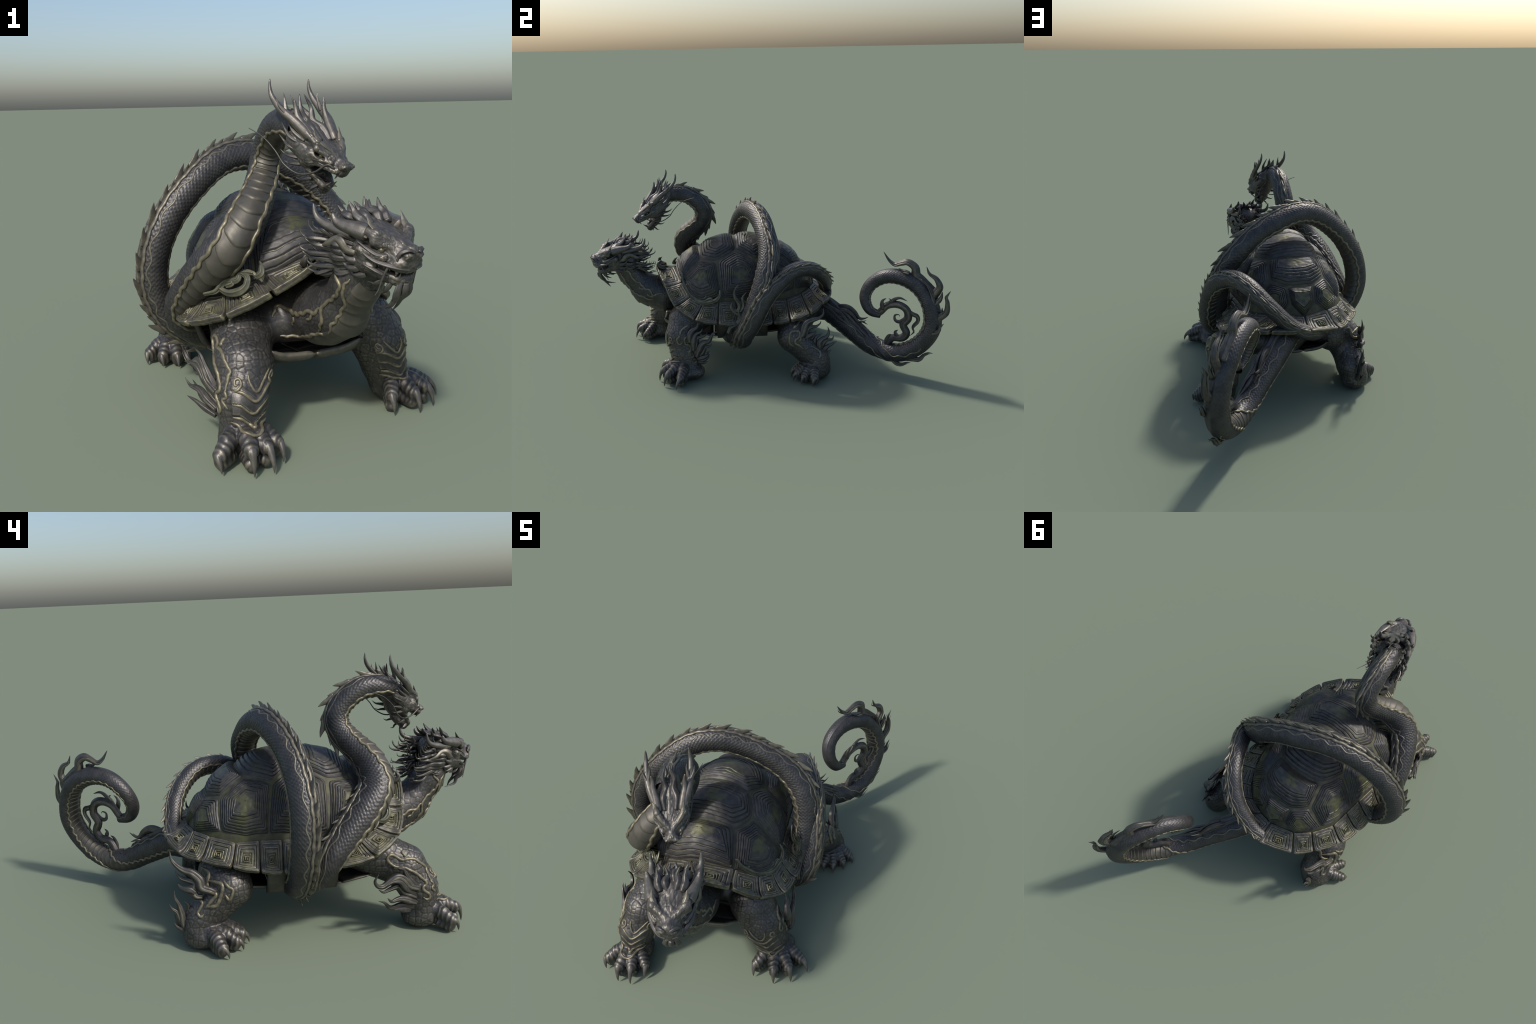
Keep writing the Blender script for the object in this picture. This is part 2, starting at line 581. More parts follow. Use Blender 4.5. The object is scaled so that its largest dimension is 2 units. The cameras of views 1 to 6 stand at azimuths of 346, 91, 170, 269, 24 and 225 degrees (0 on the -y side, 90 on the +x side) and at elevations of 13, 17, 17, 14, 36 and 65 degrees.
SPINE = [
    # neck: from the head down the shell's left front
    (-.034, -.600, .977, .044, .2, .15, .9), (-.052, -.540, .990, .047, .1, .35, .9), (-.064, -.450, .978, .050, 0, .6, .8), (-.074, -.372, .906, .051, 0, 1, .2),
    (-.088, -.370, .83, .053, 0, 1, -.35), (-.122, -.424, .765, .057, .1, .8, -.75), (-.174, -.486, .70, .064, .2, .75, -.5), (-.242, -.503, .61, .069, .25, .95, .25),
    (-.303, -.441, .528, .069, .15, .9, .6), (-.350, -.358, .442, .062, 0, .75, .6), (-.378, -.287, .362, .055, -.3, .6, .4), (-.345, -.236, .278, .053, -.8, .3, -.3),
    # first crossing under the belly, up the right flank
    (-.25, -.205, .224, .052, -.2, 0, -1), (-.1, -.21, .208, .052, 0, 0, -1), (.1, -.21, .208, .052, 0, 0, -1), (.225, -.2, .212, .053, .3, 0, -1), (.302, -.16, .247, .055, .8, .2, -.5),
    (.324, -.094, .335, .057, .95, .25, 0), (.331, -.025, .47, .059, .9, .35, .15), (.302, .016, .602, .060, .8, .35, .4), (.226, .032, .706, .060, .65, .25, .7), (.130, .012, .787, .057, .45, .05, .9),
    (.026, -.014, .838, .058, .15, -.1, 1), (-.077, -.054, .867, .058, -.1, -.15, 1), (-.183, -.098, .852, .058, -.4, -.25, .9), (-.282, -.144, .787, .057, -.65, -.4, .65),
    (-.380, -.177, .684, .057, -.8, -.5, .4), (-.446, -.188, .557, .057, -.8, -.6, .15), (-.457, -.181, .41, .056, -.8, -.6, -.1), (-.394, -.168, .282, .053, -.7, -.5, -.5),
    # second crossing, then round the back of the shell
    (-.27, -.15, .216, .053, -.3, -.2, -1), (-.1, -.12, .207, .053, 0, 0, -1), (.1, -.11, .207, .054, 0, 0, -1), (.28, -.128, .212, .057, .4, -.3, -.9), (.362, -.122, .258, .057, .8, -.5, 0),
    (.384, -.066, .352, .054, .65, -.5, .4), (.370, .002, .475, .050, .55, -.4, .7), (.338, .082, .562, .047, .5, -.05, .85), (.277, .167, .608, .044, .6, .35, .75), (.206, .270, .596, .042, .5, .65, .6),
    (.116, .343, .513, .040, .25, .85, .6), (.012, .362, .413, .038, .05, .85, .6), (-.085, .345, .362, .036, -.1, .8, .5), (-.16, .27, .335, .034, -.3, .7, .5)]
coil = Coil(SPINE, .0030, 120, .0168, 20)
v, f = coil.skin()
L = coil.s[-1]
mid = f[:, 0] // coil.nseg
neck_end = 1.02
lab = (coil.s[mid] > neck_end).astype(int)
neck_ob, trunk_ob = add_regions(v, f, lab, ["neck", "trunk"], [SCALE, SCALE], [serpent, serpent])
s_of = lambda k: float(coil.s[np.argmin(np.linalg.norm(coil.P - np.array(SPINE[k][:3]), axis=1))])
for sg in (-1, 1):
    add("belly_ridge", *coil.ridge(sg * 2.2, .0062, wave=.055, length=.052, lift=-.0005), BRASS, serpent)
    add("flank_ridge", *coil.ridge(sg * .60, .0036, wave=.13, length=.085, lift=-.0006, s0=.12, flat=.6), FIN, serpent)
    add("fin_border", *coil.ridge(sg * .20, .0075, wave=.03, length=.055, lift=.001, s0=.05, flat=.6), FIN, serpent)
coil.plates(.036, .88, .02, L - .05, BELLY, trunk_ob)
a0, a1 = s_of(12), s_of(31)
coil.spines(.04, s_of(5), .040, .042, 1, FIN, neck_ob, seed=3)
coil.spines(s_of(5) + .03, s_of(10), .040, .026, 1, FIN, neck_ob, seed=8)
coil.spines(s_of(15), s_of(30), .042, .040, -1, FIN, trunk_ob, seed=4)
coil.spines(s_of(34), L - .1, .032, .034, 1, FIN, trunk_ob, seed=5)


# ------------------------------------------------------------------ the tortoise's shell
tortoise = bpy.data.objects.new("dragon_tortoise", None)
bpy.context.scene.collection.objects.link(tortoise)
tortoise["label"] = "dark bronze dragon-headed tortoise with mossy shell and flame tufts"
tortoise["category"] = "tortoise statue"

YAW = math.radians(5)
ORG = V(-.03, -.1)
ca_, sa_ = math.cos(YAW), math.sin(YAW)


def to_world(w, s, z):
    """shell plan (w to the animal's left-right, s towards the tail) to world"""
    return np.stack([ORG[0] + w * ca_ - s * sa_, ORG[1] + w * sa_ + s * ca_, z], -1)


# half of the marginal ring, front to back: w, s, z of the outer lip and of the dome foot
RING = [((0, -.555, .575), (0, -.440, .560)), ((.190, -.492, .497), (.172, -.392, .515)), ((.300, -.434, .413), (.262, -.345, .455)), ((.368, -.327, .354), (.298, -.275, .426)),
        ((.382, -.195, .328), (.304, -.185, .432)), ((.379, -.06, .316), (.292, -.09, .430)), ((.376, .03, .313), (.278, .02, .427)), ((.386, .117, .322), (.268, .111, .426)),
        ((.404, .212, .337), (.258, .204, .418)), ((.384, .328, .366), (.208, .295, .430)), ((.308, .408, .396), (.150, .350, .440)), ((.200, .476, .398), (.070, .385, .440)), ((0, .500, .392), (0, .392, .430))]
# the other flank, a little higher at the back and set back at the neck
LEFT = [((.148, -.522, .480), (.150, -.395, .505)), ((.290, -.462, .404), (.252, -.350, .448)), ((.382, -.338, .357), (.298, -.275, .426)), ((.384, -.195, .328), (.304, -.185, .432)),
        ((.374, -.06, .320), (.292, -.09, .430)), ((.366, .03, .318), (.278, .02, .427)), ((.355, .120, .326), (.268, .111, .428)), ((.330, .231, .346), (.256, .204, .422)),
        ((.247, .352, .350), (.196, .306, .436)), ((.173, .430, .356), (.126, .366, .443))]
FULL = RING + [((-o[0], o[1], o[2]), (-i[0], i[1], i[2])) for o, i in LEFT[::-1]]
outer = np.array([o for o, i in FULL], float)
inner = np.array([i for o, i in FULL], float)
CEN = V(0, -.05)
ang = np.unwrap(np.arctan2(inner[:, 1] - CEN[1], inner[:, 0] - CEN[0]))
order = np.argsort(ang % TAU)
A_ = (ang % TAU)[order]
Rk = np.linalg.norm(inner[:, :2] - CEN, axis=1)[order]
Zk = inner[:, 2][order]
A3 = np.r_[A_ - TAU, A_, A_ + TAU]
tt = np.linspace(0, TAU, 721)
foot_r = np.interp(tt, A3, np.tile(Rk, 3))
foot_z = np.interp(tt, A3, np.tile(Zk, 3))
for _ in range(60):
    foot_r = np.r_[foot_r[0], (foot_r[:-2] + foot_r[1:-1] * 2 + foot_r[2:]) / 4, foot_r[-1]]
    foot_z = np.r_[foot_z[0], (foot_z[:-2] + foot_z[1:-1] * 2 + foot_z[2:]) / 4, foot_z[-1]]
TOP = .752


def dome(q):
    """q: warped plan coordinates (unit disc); returns world position"""
    r = np.linalg.norm(q, axis=-1)
    a = np.arctan2(q[..., 1], q[..., 0]) % TAU
    rho = np.sin(np.clip(r, 0, 1) * PI / 2)
    fr, fz = np.interp(a, tt, foot_r), np.interp(a, tt, foot_z)
    hgt = np.maximum(1 - rho ** 1.9, 0) ** .69
    rear = smooth((q[..., 1]) / .8)
    z = fz - .004 + (TOP - .008 - fz) * hgt + .012 * rear * np.sin(rho * PI)
    w = CEN[0] + np.cos(a) * rho * fr
    s = CEN[1] + np.sin(a) * rho * fr
    return to_world(w, s, z)


def warp(w, s):
    d = V(w, s) - CEN
    a = math.atan2(d[1], d[0]) % TAU
    r = min(np.linalg.norm(d) / np.interp(a, tt, foot_r), 1)
    return V(math.cos(a), math.sin(a)) * math.asin(r) / (PI / 2)


def dome_normal(q, e=.004):
    a, b = dome(q + V(e, 0)), dome(q - V(e, 0))
    c, d = dome(q + V(0, e)), dome(q - V(0, e))
    n = unit(np.cross(a - b, c - d))
    return np.where(n[..., 2:3] < -.2, -n, n)


def ring_profile(r, n_rings, depth, seed, xyz):
    """growth rings: stepped terraces that fall from the centre outwards"""
    wob = .06 * noise3(xyz, 20, seed) + .03 * noise3(xyz, 90, seed)
    x = r * n_rings + wob
    fr = x - np.floor(x)
    step = np.where(fr < .72, .25 * fr, .18 + (fr - .72) * 0)
    groove = np.exp(-((fr - .86) / .095) ** 2)
    h = depth * (.35 * (1 - fr) - 1.0 * groove)
    return h * smooth((r - .16) / .08)


def polygon(corners, n):
    """n points evenly along a closed polygon, corners slightly rounded"""
    C = np.array(corners, float)
    e = np.vstack([C, C[:1]])
    d = np.r_[0, np.cumsum(np.linalg.norm(np.diff(e, axis=0), axis=1))]
    u = np.linspace(0, d[-1], n, endpoint=False)
    B = np.stack([np.interp(u, d, e[:, k]) for k in range(C.shape[1])], -1)
    for _ in range(3):
        B = (np.roll(B, 1, 0) + 2 * B + np.roll(B, -1, 0)) / 4
    return B


def scute(name, corners, parent, centre=None, rings=8, seed=0., core=(.3, .12), bulge=.020, nr=64, na=128):
    Q = np.array([warp(*c) for c in corners])
    B = polygon(Q, na)
    c = Q.mean(0) if centre is None else warp(*centre)
    B = c + (B - c) * (1 - .0075 / np.linalg.norm(B - c, axis=1, keepdims=True))
    C0 = c + (B - c) * np.array(core)
    r = np.r_[np.linspace(0, .97, nr - 5), .98, .988, .995, 1.0, 1.0]
    fill = np.linspace(.02, .9, 6)
    q = np.concatenate([c + fill[:, None, None] * (C0 - c)[None], C0[None] + r[:, None, None] * (B - C0)[None]])
    r = np.r_[np.zeros(6), r]
    nr = nr + 6
    P = dome(q)
    Nn = dome_normal(q)
    rr = np.broadcast_to(r[:, None], P.shape[:2])
    h = bulge * (1 - rr ** 2.6) - .005
    h = h + ring_profile(rr, rings, .0078, seed, P) * (rr < .965)
    h = h + .0022 * noise3(P * np.array([1, 1, 1.]), 90, seed) * .5 + .0012 * noise3(P, 24, seed)
    edge = np.r_[np.zeros(nr - 5), -.001, -.0035, -.007, -.012, -.02]
    h = h + edge[:, None]
    v = (P + Nn * h[..., None]).reshape(-1, 3)
    f = grid_faces(nr, na)
    cc = dome(c[None])[0]
    mid = (dome(c[None]) + dome_normal(c[None]) * (bulge))[0]
    v = np.vstack([v])
    # close the centre
    f = np.vstack([f, np.c_[np.arange(na // 2), np.arange(1, na // 2 + 1), (na - 1 - np.arange(na // 2)) % na, (na - np.arange(na // 2)) % na]])
    return add(name, v, f, SHELL, parent, cc)


# dark shell body under the scutes
nr, na = 60, 160
aa = np.arange(na) / na * TAU
q = (np.linspace(.02, 1, nr)[:, None, None]) * np.stack([np.cos(aa), np.sin(aa)], -1)[None]
P = dome(q) - dome_normal(q * .985) * .004
top = P.reshape(-1, 3)
lip = np.stack([np.interp(aa, A3, np.tile(outer[order][:, k], 3)) for k in range(3)], -1)
lipw = to_world(lip[:, 0] * .93, lip[:, 1] * .93, lip[:, 2] + .004)
low = to_world(lip[:, 0] * .80, lip[:, 1] * .80, lip[:, 2] - .015)
flo = to_world(lip[:, 0] * .3, lip[:, 1] * .3, lip[:, 2] * 0 + .36)
vv = np.vstack([top, lipw, low, flo])
carapace = add("carapace", vv, grid_faces(nr + 3, na), SEAM, tortoise)

VJ = {"a": (.165, -.398), "b": (.142, -.285), "c": (.190, -.187), "d": (.137, -.076), "e": (.178, .040), "f": (.126, .150), "g": (.140, .258), "h": (.066, .314), "i": (.062, .367)}
mir = lambda p: (-p[0], p[1])
foot = lambda k: (inner[k][0], inner[k][1])


def sym(keys):
    pts = [VJ[k] for k in keys]
    return pts + [mir(p) for p in pts[::-1]]


scute("vertebral_scute", [(0, -.435), (.1, -.42)] + [VJ["a"], VJ["b"], mir(VJ["b"]), mir(VJ["a"])] + [(-.1, -.42)], carapace, (0, -.335), 5, 1., (.45, .08))
scute("vertebral_scute", sym("bcd"), carapace, (0, -.18), 6, 2., (.5, .10))
scute("vertebral_scute", sym("def"), carapace, (0, .04), 6, 3., (.5, .10))
scute("vertebral_scute", sym("fgh"), carapace, (0, .215), 7, 4., (.5, .14))
scute("vertebral_scute", [VJ["h"], VJ["i"], (0, .392), mir(VJ["i"]), mir(VJ["h"])], carapace, (0, .355), 6, 5., (.5, .2))
for sg in (1, -1):
    m = (lambda p: p) if sg > 0 else mir
    E = lambda *ps: [m(p) for p in (ps if sg > 0 else ps[::-1])]
    scute("costal_scute", E(VJ["a"], (.262, -.345), (.298, -.275), (.300, -.165), VJ["c"], VJ["b"]), carapace, m((.232, -.275)), 9, 6. + sg, (.12, .12), .018)
    scute("costal_scute", E(VJ["c"], (.300, -.165), (.292, -.09), (.280, .0), (.272, .072), VJ["e"], VJ["d"]), carapace, m((.236, -.055)), 9, 8. + sg, (.10, .25), .019)
    scute("costal_scute", E(VJ["e"], (.272, .072), (.262, .16), (.222, .258), VJ["g"], VJ["f"]), carapace, m((.206, .150)), 9, 10. + sg, (.12, .22), .018)
    scute("costal_scute", E(VJ["g"], (.222, .258), (.175, .325), (.126, .366), VJ["i"], VJ["h"]), carapace, m((.135, .325)), 7, 12. + sg, (.2, .12), .012)


def marginal(i, j, seed):
    o0, o1, i0, i1 = outer[i], outer[j], inner[i], inner[j]
    na, nr = 96, 46
    per = polygon([(0.02, 0), (.98, 0), (.975, .5), (.965, 1), (.5, 1.045), (.035, 1), (.025, .5)], na)
    c = V(.5, .64)
    r = np.r_[np.linspace(.02, .95, nr - 6), .965, .98, .99, .996, 1., 1.]
    q = c + (per - c)[None] * r[:, None, None]
    a, b = q[..., :1], q[..., 1:]
    base = (i0 * (1 - a) + i1 * a) * (1 - b) + (o0 * (1 - a) + o1 * a) * b
    P = to_world(base[..., 0], base[..., 1], base[..., 2])
    du = to_world(*(i1 - i0 + o1 - o0)) - to_world(0, 0, 0)
    dv = to_world(*(o1 + o0 - i1 - i0)) - to_world(0, 0, 0)
    n = unit(np.cross(du, dv))
    if n[2] < 0:
        n = -n
    rr = np.broadcast_to(r[:, None], P.shape[:2])
    bb = b[..., 0]
    h = .004 + .010 * np.sin(np.clip(bb, 0, 1) * PI) * .4 - .010 * np.sin(np.clip(bb, 0, 1) * PI) * 1.0
    h = h + .008 * smooth((bb - .72) / .28)
    h = h + .004 * (1 - rr ** 2)
    h = h + ring_profile(rr, 5.0, .0052, seed, P) * smooth((.93 - rr) / .03) * smooth((rr - .30) / .06)
    th = np.arange(na)[None] / na * TAU
    h = h + .0042 * np.cos(TAU * rr * 7.5 - th * (1 if j > i else -1)) * smooth((.36 - rr) / .06) * smooth(rr / .04) + .006 * smooth((.36 - rr) / .3)
    h = h + .0014 * noise3(P, 60, seed)
    edge = np.r_[np.zeros(nr - 6), 0, -.0015, -.004, -.008, -.014, -.023]
    h = h + edge[:, None]
    v = (P + n * h[..., None]).reshape(-1, 3)
    back = (to_world(*((i0 + i1 + o0 + o1) / 4))[None] - n * .012)
    v = np.vstack([v, back])
    f = grid_faces(nr, na)
    k = np.arange(na)
    kn = (k + 1) % na
    f = np.vstack([f, np.c_[(nr - 1) * na + k, (nr - 1) * na + kn, np.full(na, len(v) - 1), np.full(na, -1)],
                   np.c_[np.arange(na // 2), np.arange(1, na // 2 + 1), (na - 1 - np.arange(na // 2)) % na, (na - np.arange(na // 2)) % na]])
    N = vnormals(v, f)
    if (N[:na * 20] @ n).mean() < 0:
        f = np.where(f[:, 3:4] < 0, f[:, [1, 0, 2, 3]], f[:, ::-1])
    cw = to_world(*((i0 + i1) / 2 * .36 + (o0 + o1) / 2 * .64))
    add("marginal_scute", v, f, RIM, carapace, cw)


M = len(FULL)
for i in range(M):
    marginal(i, (i + 1) % M, 20. + i)

# the front lip curls up into small horned scrolls
for sg in (-1, 1):
    for pts, r in (([(.030, -.500, .562), (.042, -.522, .572), (.046, -.534, .586), (.040, -.528, .603), (.034, -.516, .612)], .017),):
        q_ = to_world(*np.array([(sg * a, b, c) for a, b, c in pts]).T)
        v, f = lock(q_, r, (0, .5, .8), .8, root=1, peak=.2, tip=.12)
        add("lip_scroll", v, f, RIM, carapace, q_[0])


# ------------------------------------------------------------------ the tortoise's body: torso, neck and limbs as one skin
body = Field((-.56, -.93, -.01), (.56, .45, .66), .0038)
TORSO, NECK, FL, FR, RL, RR = range(6)
body.ball(to_world(0, .0, .315), (.26, .36, .105), .02, TORSO)
body.cone((.0, .20, .305), (.140, .215, .285), .085, .070, .04, TORSO)
body.cone((.02, .22, .31), (.085, .37, .295), .085, .062, .04, TORSO)
body.ball((.015, -.445, .355), (.165, .080, .075), .04, TORSO)
body.cone((-.165, -.455, .335), (.0, -.510, .36), .072, .080, .05, TORSO)
# neck, wide at the chest
ax = (V(.93, .365, 0))
body.cone((.015, -.44, .405), (.045, -.61, .402), .088, .096, .03, NECK, squash=(V(.98, .15, 0), .95))
body.cone((.045, -.61, .402), (.062, -.70, .438), .096, .083, .04, NECK, squash=(ax, .97))
body.cone((.062, -.70, .438), (.074, -.787, .540), .083, .064, .04, NECK)
body.cone((.074, -.787, .540), (.096, -.838, .628), .064, .066, .04, NECK)

LEGS = {
    FL: dict(chain=[(-.215, -.42, .335, .085), (-.208, -.508, .308, .092), (-.227, -.613, .253, .088), (-.247, -.668, .175, .074), (-.255, -.684, .095, .070)],
             pads=[((-.255, -.692, .046), (.076, .060, .046)), ((-.252, -.655, .042), (.062, .055, .042))],
             claws=[((-.345, -.788, .052), (-.345, -.815, .012)), ((-.260, -.824, .072), (-.258, -.853, .008)), ((-.210, -.806, .070), (-.198, -.848, .010)), ((-.168, -.762, .058), (-.156, -.798, .012))],
             root=(-.255, -.69, .068)),
    FR: dict(chain=[(.215, -.37, .335, .085), (.242, -.452, .312, .094), (.290, -.472, .235, .088), (.318, -.458, .15, .074), (.338, -.450, .09, .072)],
             pads=[((.360, -.462, .046), (.078, .074, .046)), ((.365, -.40, .042), (.055, .055, .042))],
             claws=[((.303, -.570, .062), (.301, -.601, .012)), ((.386, -.570, .062), (.396, -.600, .004)), ((.443, -.538, .064), (.465, -.564, .006)), ((.478, -.470, .056), (.516, -.492, .010))],
             root=(.350, -.445, .068)),
    RL: dict(chain=[(-.15, .11, .315, .085), (-.240, .150, .275, .088), (-.312, .110, .240, .080), (-.318, .175, .175, .072), (-.325, .235, .115, .067), (-.340, .245, .075, .066)],
             pads=[((-.350, .215, .045), (.072, .070, .045)), ((-.335, .260, .042), (.058, .050, .042))],
             claws=[((-.457, .152, .042), (-.467, .128, .006)), ((-.408, .097, .044), (-.409, .073, .010)), ((-.352, .078, .046), (-.350, .050, .010)), ((-.312, .098, .050), (-.306, .062, .014))],
             root=(-.350, .22, .062)),
    RR: dict(chain=[(.15, .13, .315, .085), (.240, .165, .270, .086), (.327, .160, .235, .080), (.335, .228, .170, .073), (.350, .290, .115, .070), (.362, .298, .075, .070)],
             pads=[((.375, .270, .045), (.074, .072, .045)), ((.358, .318, .042), (.058, .050, .042))],
             claws=[((.368, .175, .048), (.378, .150, .010)), ((.412, .188, .046), (.422, .160, .008)), ((.450, .222, .046), (.464, .204, .006)), ((.476, .275, .046), (.494, .262, .010))],
             root=(.375, .278, .062)),
}
LEGNAME = {FL: "foreleg", FR: "foreleg", RL: "hindleg", RR: "hindleg"}
for k, d in LEGS.items():
    body.chain(d["chain"], .035, k)
    for c, r in d["pads"]:
        body.ball(c, r, .03, k)
    for a, b in d["claws"]:
        a, r = V(*a), V(*d["root"])
        p0 = r + (a - r) * .22 + V(0, 0, .024)
        p1 = r + (a - r) * .66 + V(0, 0, .017)
        body.cone(p0, p1, .0315, .0285, .006, k)
        body.cone(p1, a, .0285, .0235, .004, k)
        q0, q1 = p1.copy(), a - (a - p1) * .16
        q0[2], q1[2] = .030, .026
        body.cone(q0, q1, .0275, .0225, .010, k)
bv, bf, bl = body.mesh()
bv = relax(bv, bf, 3)
bn = vnormals(bv, bf)
# irregular hide scales on the limbs, finer on the neck, wrinkles across the toes
den, who = cells(bv, .0235, 5)
leg = np.isin(bl, (FL, FR, RL, RR))
toe = np.zeros(len(bv))
wr = np.zeros(len(bv))
for k, d in LEGS.items():
    for a, b in d["claws"]:
        a, r = V(*a), V(*d["root"])
        u = unit(a - r)
        t = (bv - r) @ u / np.linalg.norm(a - r)
        off = np.linalg.norm(bv - r - ((bv - r) @ u)[:, None] * u, axis=1)
        m = smooth((t - .40) / .15) * smooth((.055 - off) / .015) * (t < 1.3)
        better = m > toe
        toe = np.where(better, m, toe)
        wr = np.where(better, np.sin(t * 44 + 2.0 * noise3(bv, 40)), wr)
amp = np.where(bl == TORSO, .3, np.where(bl == NECK, .55, 1.0))
per = np.random.default_rng(2).normal(0, 1, who.max() + 1)[who]
groove = np.exp(-(den / .0018) ** 2)
# smooth overlapping shin plates down the front of each foreleg
shin = np.zeros(len(bv))
step = np.zeros(len(bv))
for k, mid_a in ((FL, .22), (FR, .30)):
    ch = np.array(LEGS[k]["chain"])
    o = np.argsort(ch[:, 2])
    cx, cy = np.interp(bv[:, 2], ch[o, 2], ch[o, 0]), np.interp(bv[:, 2], ch[o, 2], ch[o, 1])
    an = np.arctan2(bv[:, 0] - cx, -(bv[:, 1] - cy)) - mid_a
    zz = bv[:, 2] - .030 * np.minimum(np.abs(an) / .45, 1.2)
    m = (bl == k) * smooth((.86 - np.abs(an)) / .08) * smooth((.204 - zz) / .006) * smooth((zz - .074) / .01)
    shin = np.maximum(shin, m)
    step = np.where(m > 0, 1 - ((zz - .077) / .036) % 1, step)
h = amp * (1 - toe) * (1 - shin) * (-.0021 * groove + .0003 * per) + shin * .0065 * (step - .35) * (1 - toe)
h += toe * .0011 * wr
h += .0010 * noise3(bv, 34)
bv2 = bv + bn * h[:, None]
bv2[:, 2] = np.maximum(bv2[:, 2], .001)
flab = bl[bf[:, 0]]
names = ["torso", "neck", "foreleg", "foreleg", "hindleg", "hindleg"]
parts = add_regions(bv2, bf, flab, names, [SKIN] * 6, [tortoise] * 6)
BODY_TREE = BVHTree.FromPolygons(bv2.tolist(), bf.tolist())
for k, d in LEGS.items():
    for a, b in d["claws"]:
        a, b = V(*a), V(*b)
        u = unit(a - V(*d["root"]))
        p = [a - u * .016 + V(0, 0, .002), a + u * .010 + V(0, 0, .006), a * .35 + b * .65 + u * .008 + V(0, 0, .006), b]
        p[-1] = b + u * .002 - V(0, 0, .004)
        p[2] = p[2] + V(0, 0, .004)
        v, f = lock(p, .0155, V(0, 0, 1), .92, n=20, nseg=16, root=.95, peak=.15, flutes=5, flute=.05, tip=.05)
        add("claw", v, f, HORN, parts[k], a)

# plastron: overlapping belly shields with a pale edge, and the bridges up to the rim
PL = [(-.34, -.08, .20, .225), (-.30, -.04, .165, .20), (-.2, .0, .18, .19)]
rows = [(-.512, .155, .262), (-.44, .215, .230), (-.34, .285, .214), (-.22, .290, .194), (-.08, .26, .188), (.07, .26, .190), (.20, .25, .197), (.31, .19, .215), (.38, .12, .24)]
for k in range(len(rows) - 1):
    s0, w0, z0 = rows[k]
    s1, w1, z1 = rows[k + 1]
    for sg in (-1, 1):
        u = np.linspace(0, 1, 12)
        t = np.linspace(0, 1, 16)
        Uu, Tt = np.meshgrid(u, t, indexing="ij")
        Uu2, Tt2 = .012 + Uu * .976, .012 + Tt * .976
        ww = (w0 + (w1 - w0) * Uu2) * Tt2 * sg
        ss = s0 + (s1 - s0) * Uu2
        zz = z0 + (z1 - z0) * Uu2 + .030 * Tt2 ** 4
        e = np.minimum(np.minimum(Uu, 1 - Uu), np.minimum(Tt, 1 - Tt))
        th = (.015 if k == 0 else .010) * (1 - (1 - smooth(e / .12)) * .75)
        topv = to_world(ww, ss, zz + th).reshape(-1, 3)
        botv = to_world(ww, ss, zz - th).reshape(-1, 3)
        g = grid_faces(12, 16, False)
        idx = np.arange(12 * 16).reshape(12, 16)
        ringi = np.r_[idx[0, :-1], idx[:-1, -1], idx[-1, :0:-1], idx[:0:-1, 0]]
        rn = np.roll(ringi, -1)
        off = 12 * 16
        vq = np.vstack([topv, botv])
        fq = np.vstack([g, g[:, ::-1] + off, np.c_[ringi, ringi + off, rn + off, rn]])
        if sg < 0:
            fq = fq[:, ::-1]
        add("plastron_shield", vq, fq, BELLY, tortoise, to_world((w0 + w1) / 4 * sg, (s0 + s1) / 2, z0))
for sg in (-1, 1):
    for s0, s1 in ((-.20, -.06), (-.05, .09)):
        cpts = []
        n = 14
        t = np.linspace(0, 1, n)
        for s in np.linspace(s0, s1, 10):
            row = []
            for x in t:
                w = .245 + (.33 - .245) * x ** .6
                z = .190 + (.325 - .190) * x ** 1.3
                row.append(to_world(w * sg, s, z))
            cpts.append(row)
        c = np.array(cpts)
        inn = c + V(0, 0, .02) - np.array([.014 * sg, 0, 0])
        vq = np.vstack([c.reshape(-1, 3), inn.reshape(-1, 3)])
        g = grid_faces(10, n, False)
        idx = np.arange(10 * n).reshape(10, n)
        ringi = np.r_[idx[0, :-1], idx[:-1, -1], idx[-1, :0:-1], idx[:0:-1, 0]]
        rn = np.roll(ringi, -1)
        fq = np.vstack([g, g[:, ::-1] + 10 * n, np.c_[ringi, ringi + 10 * n, rn + 10 * n, rn]])
        add("bridge_shield", vq, fq if sg > 0 else fq[:, ::-1], BELLY, tortoise, to_world(.29 * sg, (s0 + s1) / 2, .25))

# the scaly tail, curled up and over
TAIL = [(-.03, .18, .345, .062, -.1, -.4, .9), (.03, .295, .336, .063, -.1, -.3, .9), (.110, .41, .284, .062, .4, .4, .85), (.201, .522, .213, .058, .5, .4, .8), (.278, .63, .147, .054, .85, .3, .5),
        (.355, .752, .140, .053, .9, .3, -.5), (.405, .857, .208, .051, .7, .5, -.5), (.422, .920, .320, .051, .5, .85, -.1), (.403, .912, .440, .049, .5, .8, .3), (.360, .862, .525, .046, .4, .6, .7),
        (.312, .780, .571, .044, .25, .1, 1), (.266, .688, .568, .040, .15, -.5, .85), (.236, .613, .514, .037, 0, -.9, .3), (.246, .577, .438, .033, 0, -1, -.2), (.277, .600, .370, .028, .1, -.7, -.7), (.306, .657, .352, .020, .3, .1, -1)]
tail_c = Coil(TAIL, .0033, 100, .0155, 18)
v, f = tail_c.skin()
tail = add("tail", v, f, SCALE, tortoise)
for sg in (-1, 1):
    add("belly_ridge", *tail_c.ridge(sg * 2.2, .0052, wave=.075, length=.040), BRASS, tail)
    add("flank_ridge", *tail_c.ridge(sg * .75, .0036, wave=.10, length=.075, s0=.1, s1=tail_c.s[-1] * .5), BRASS, tail)
tail_c.plates(.034, .88, .02, tail_c.s[-1] - .02, BELLY, tail)

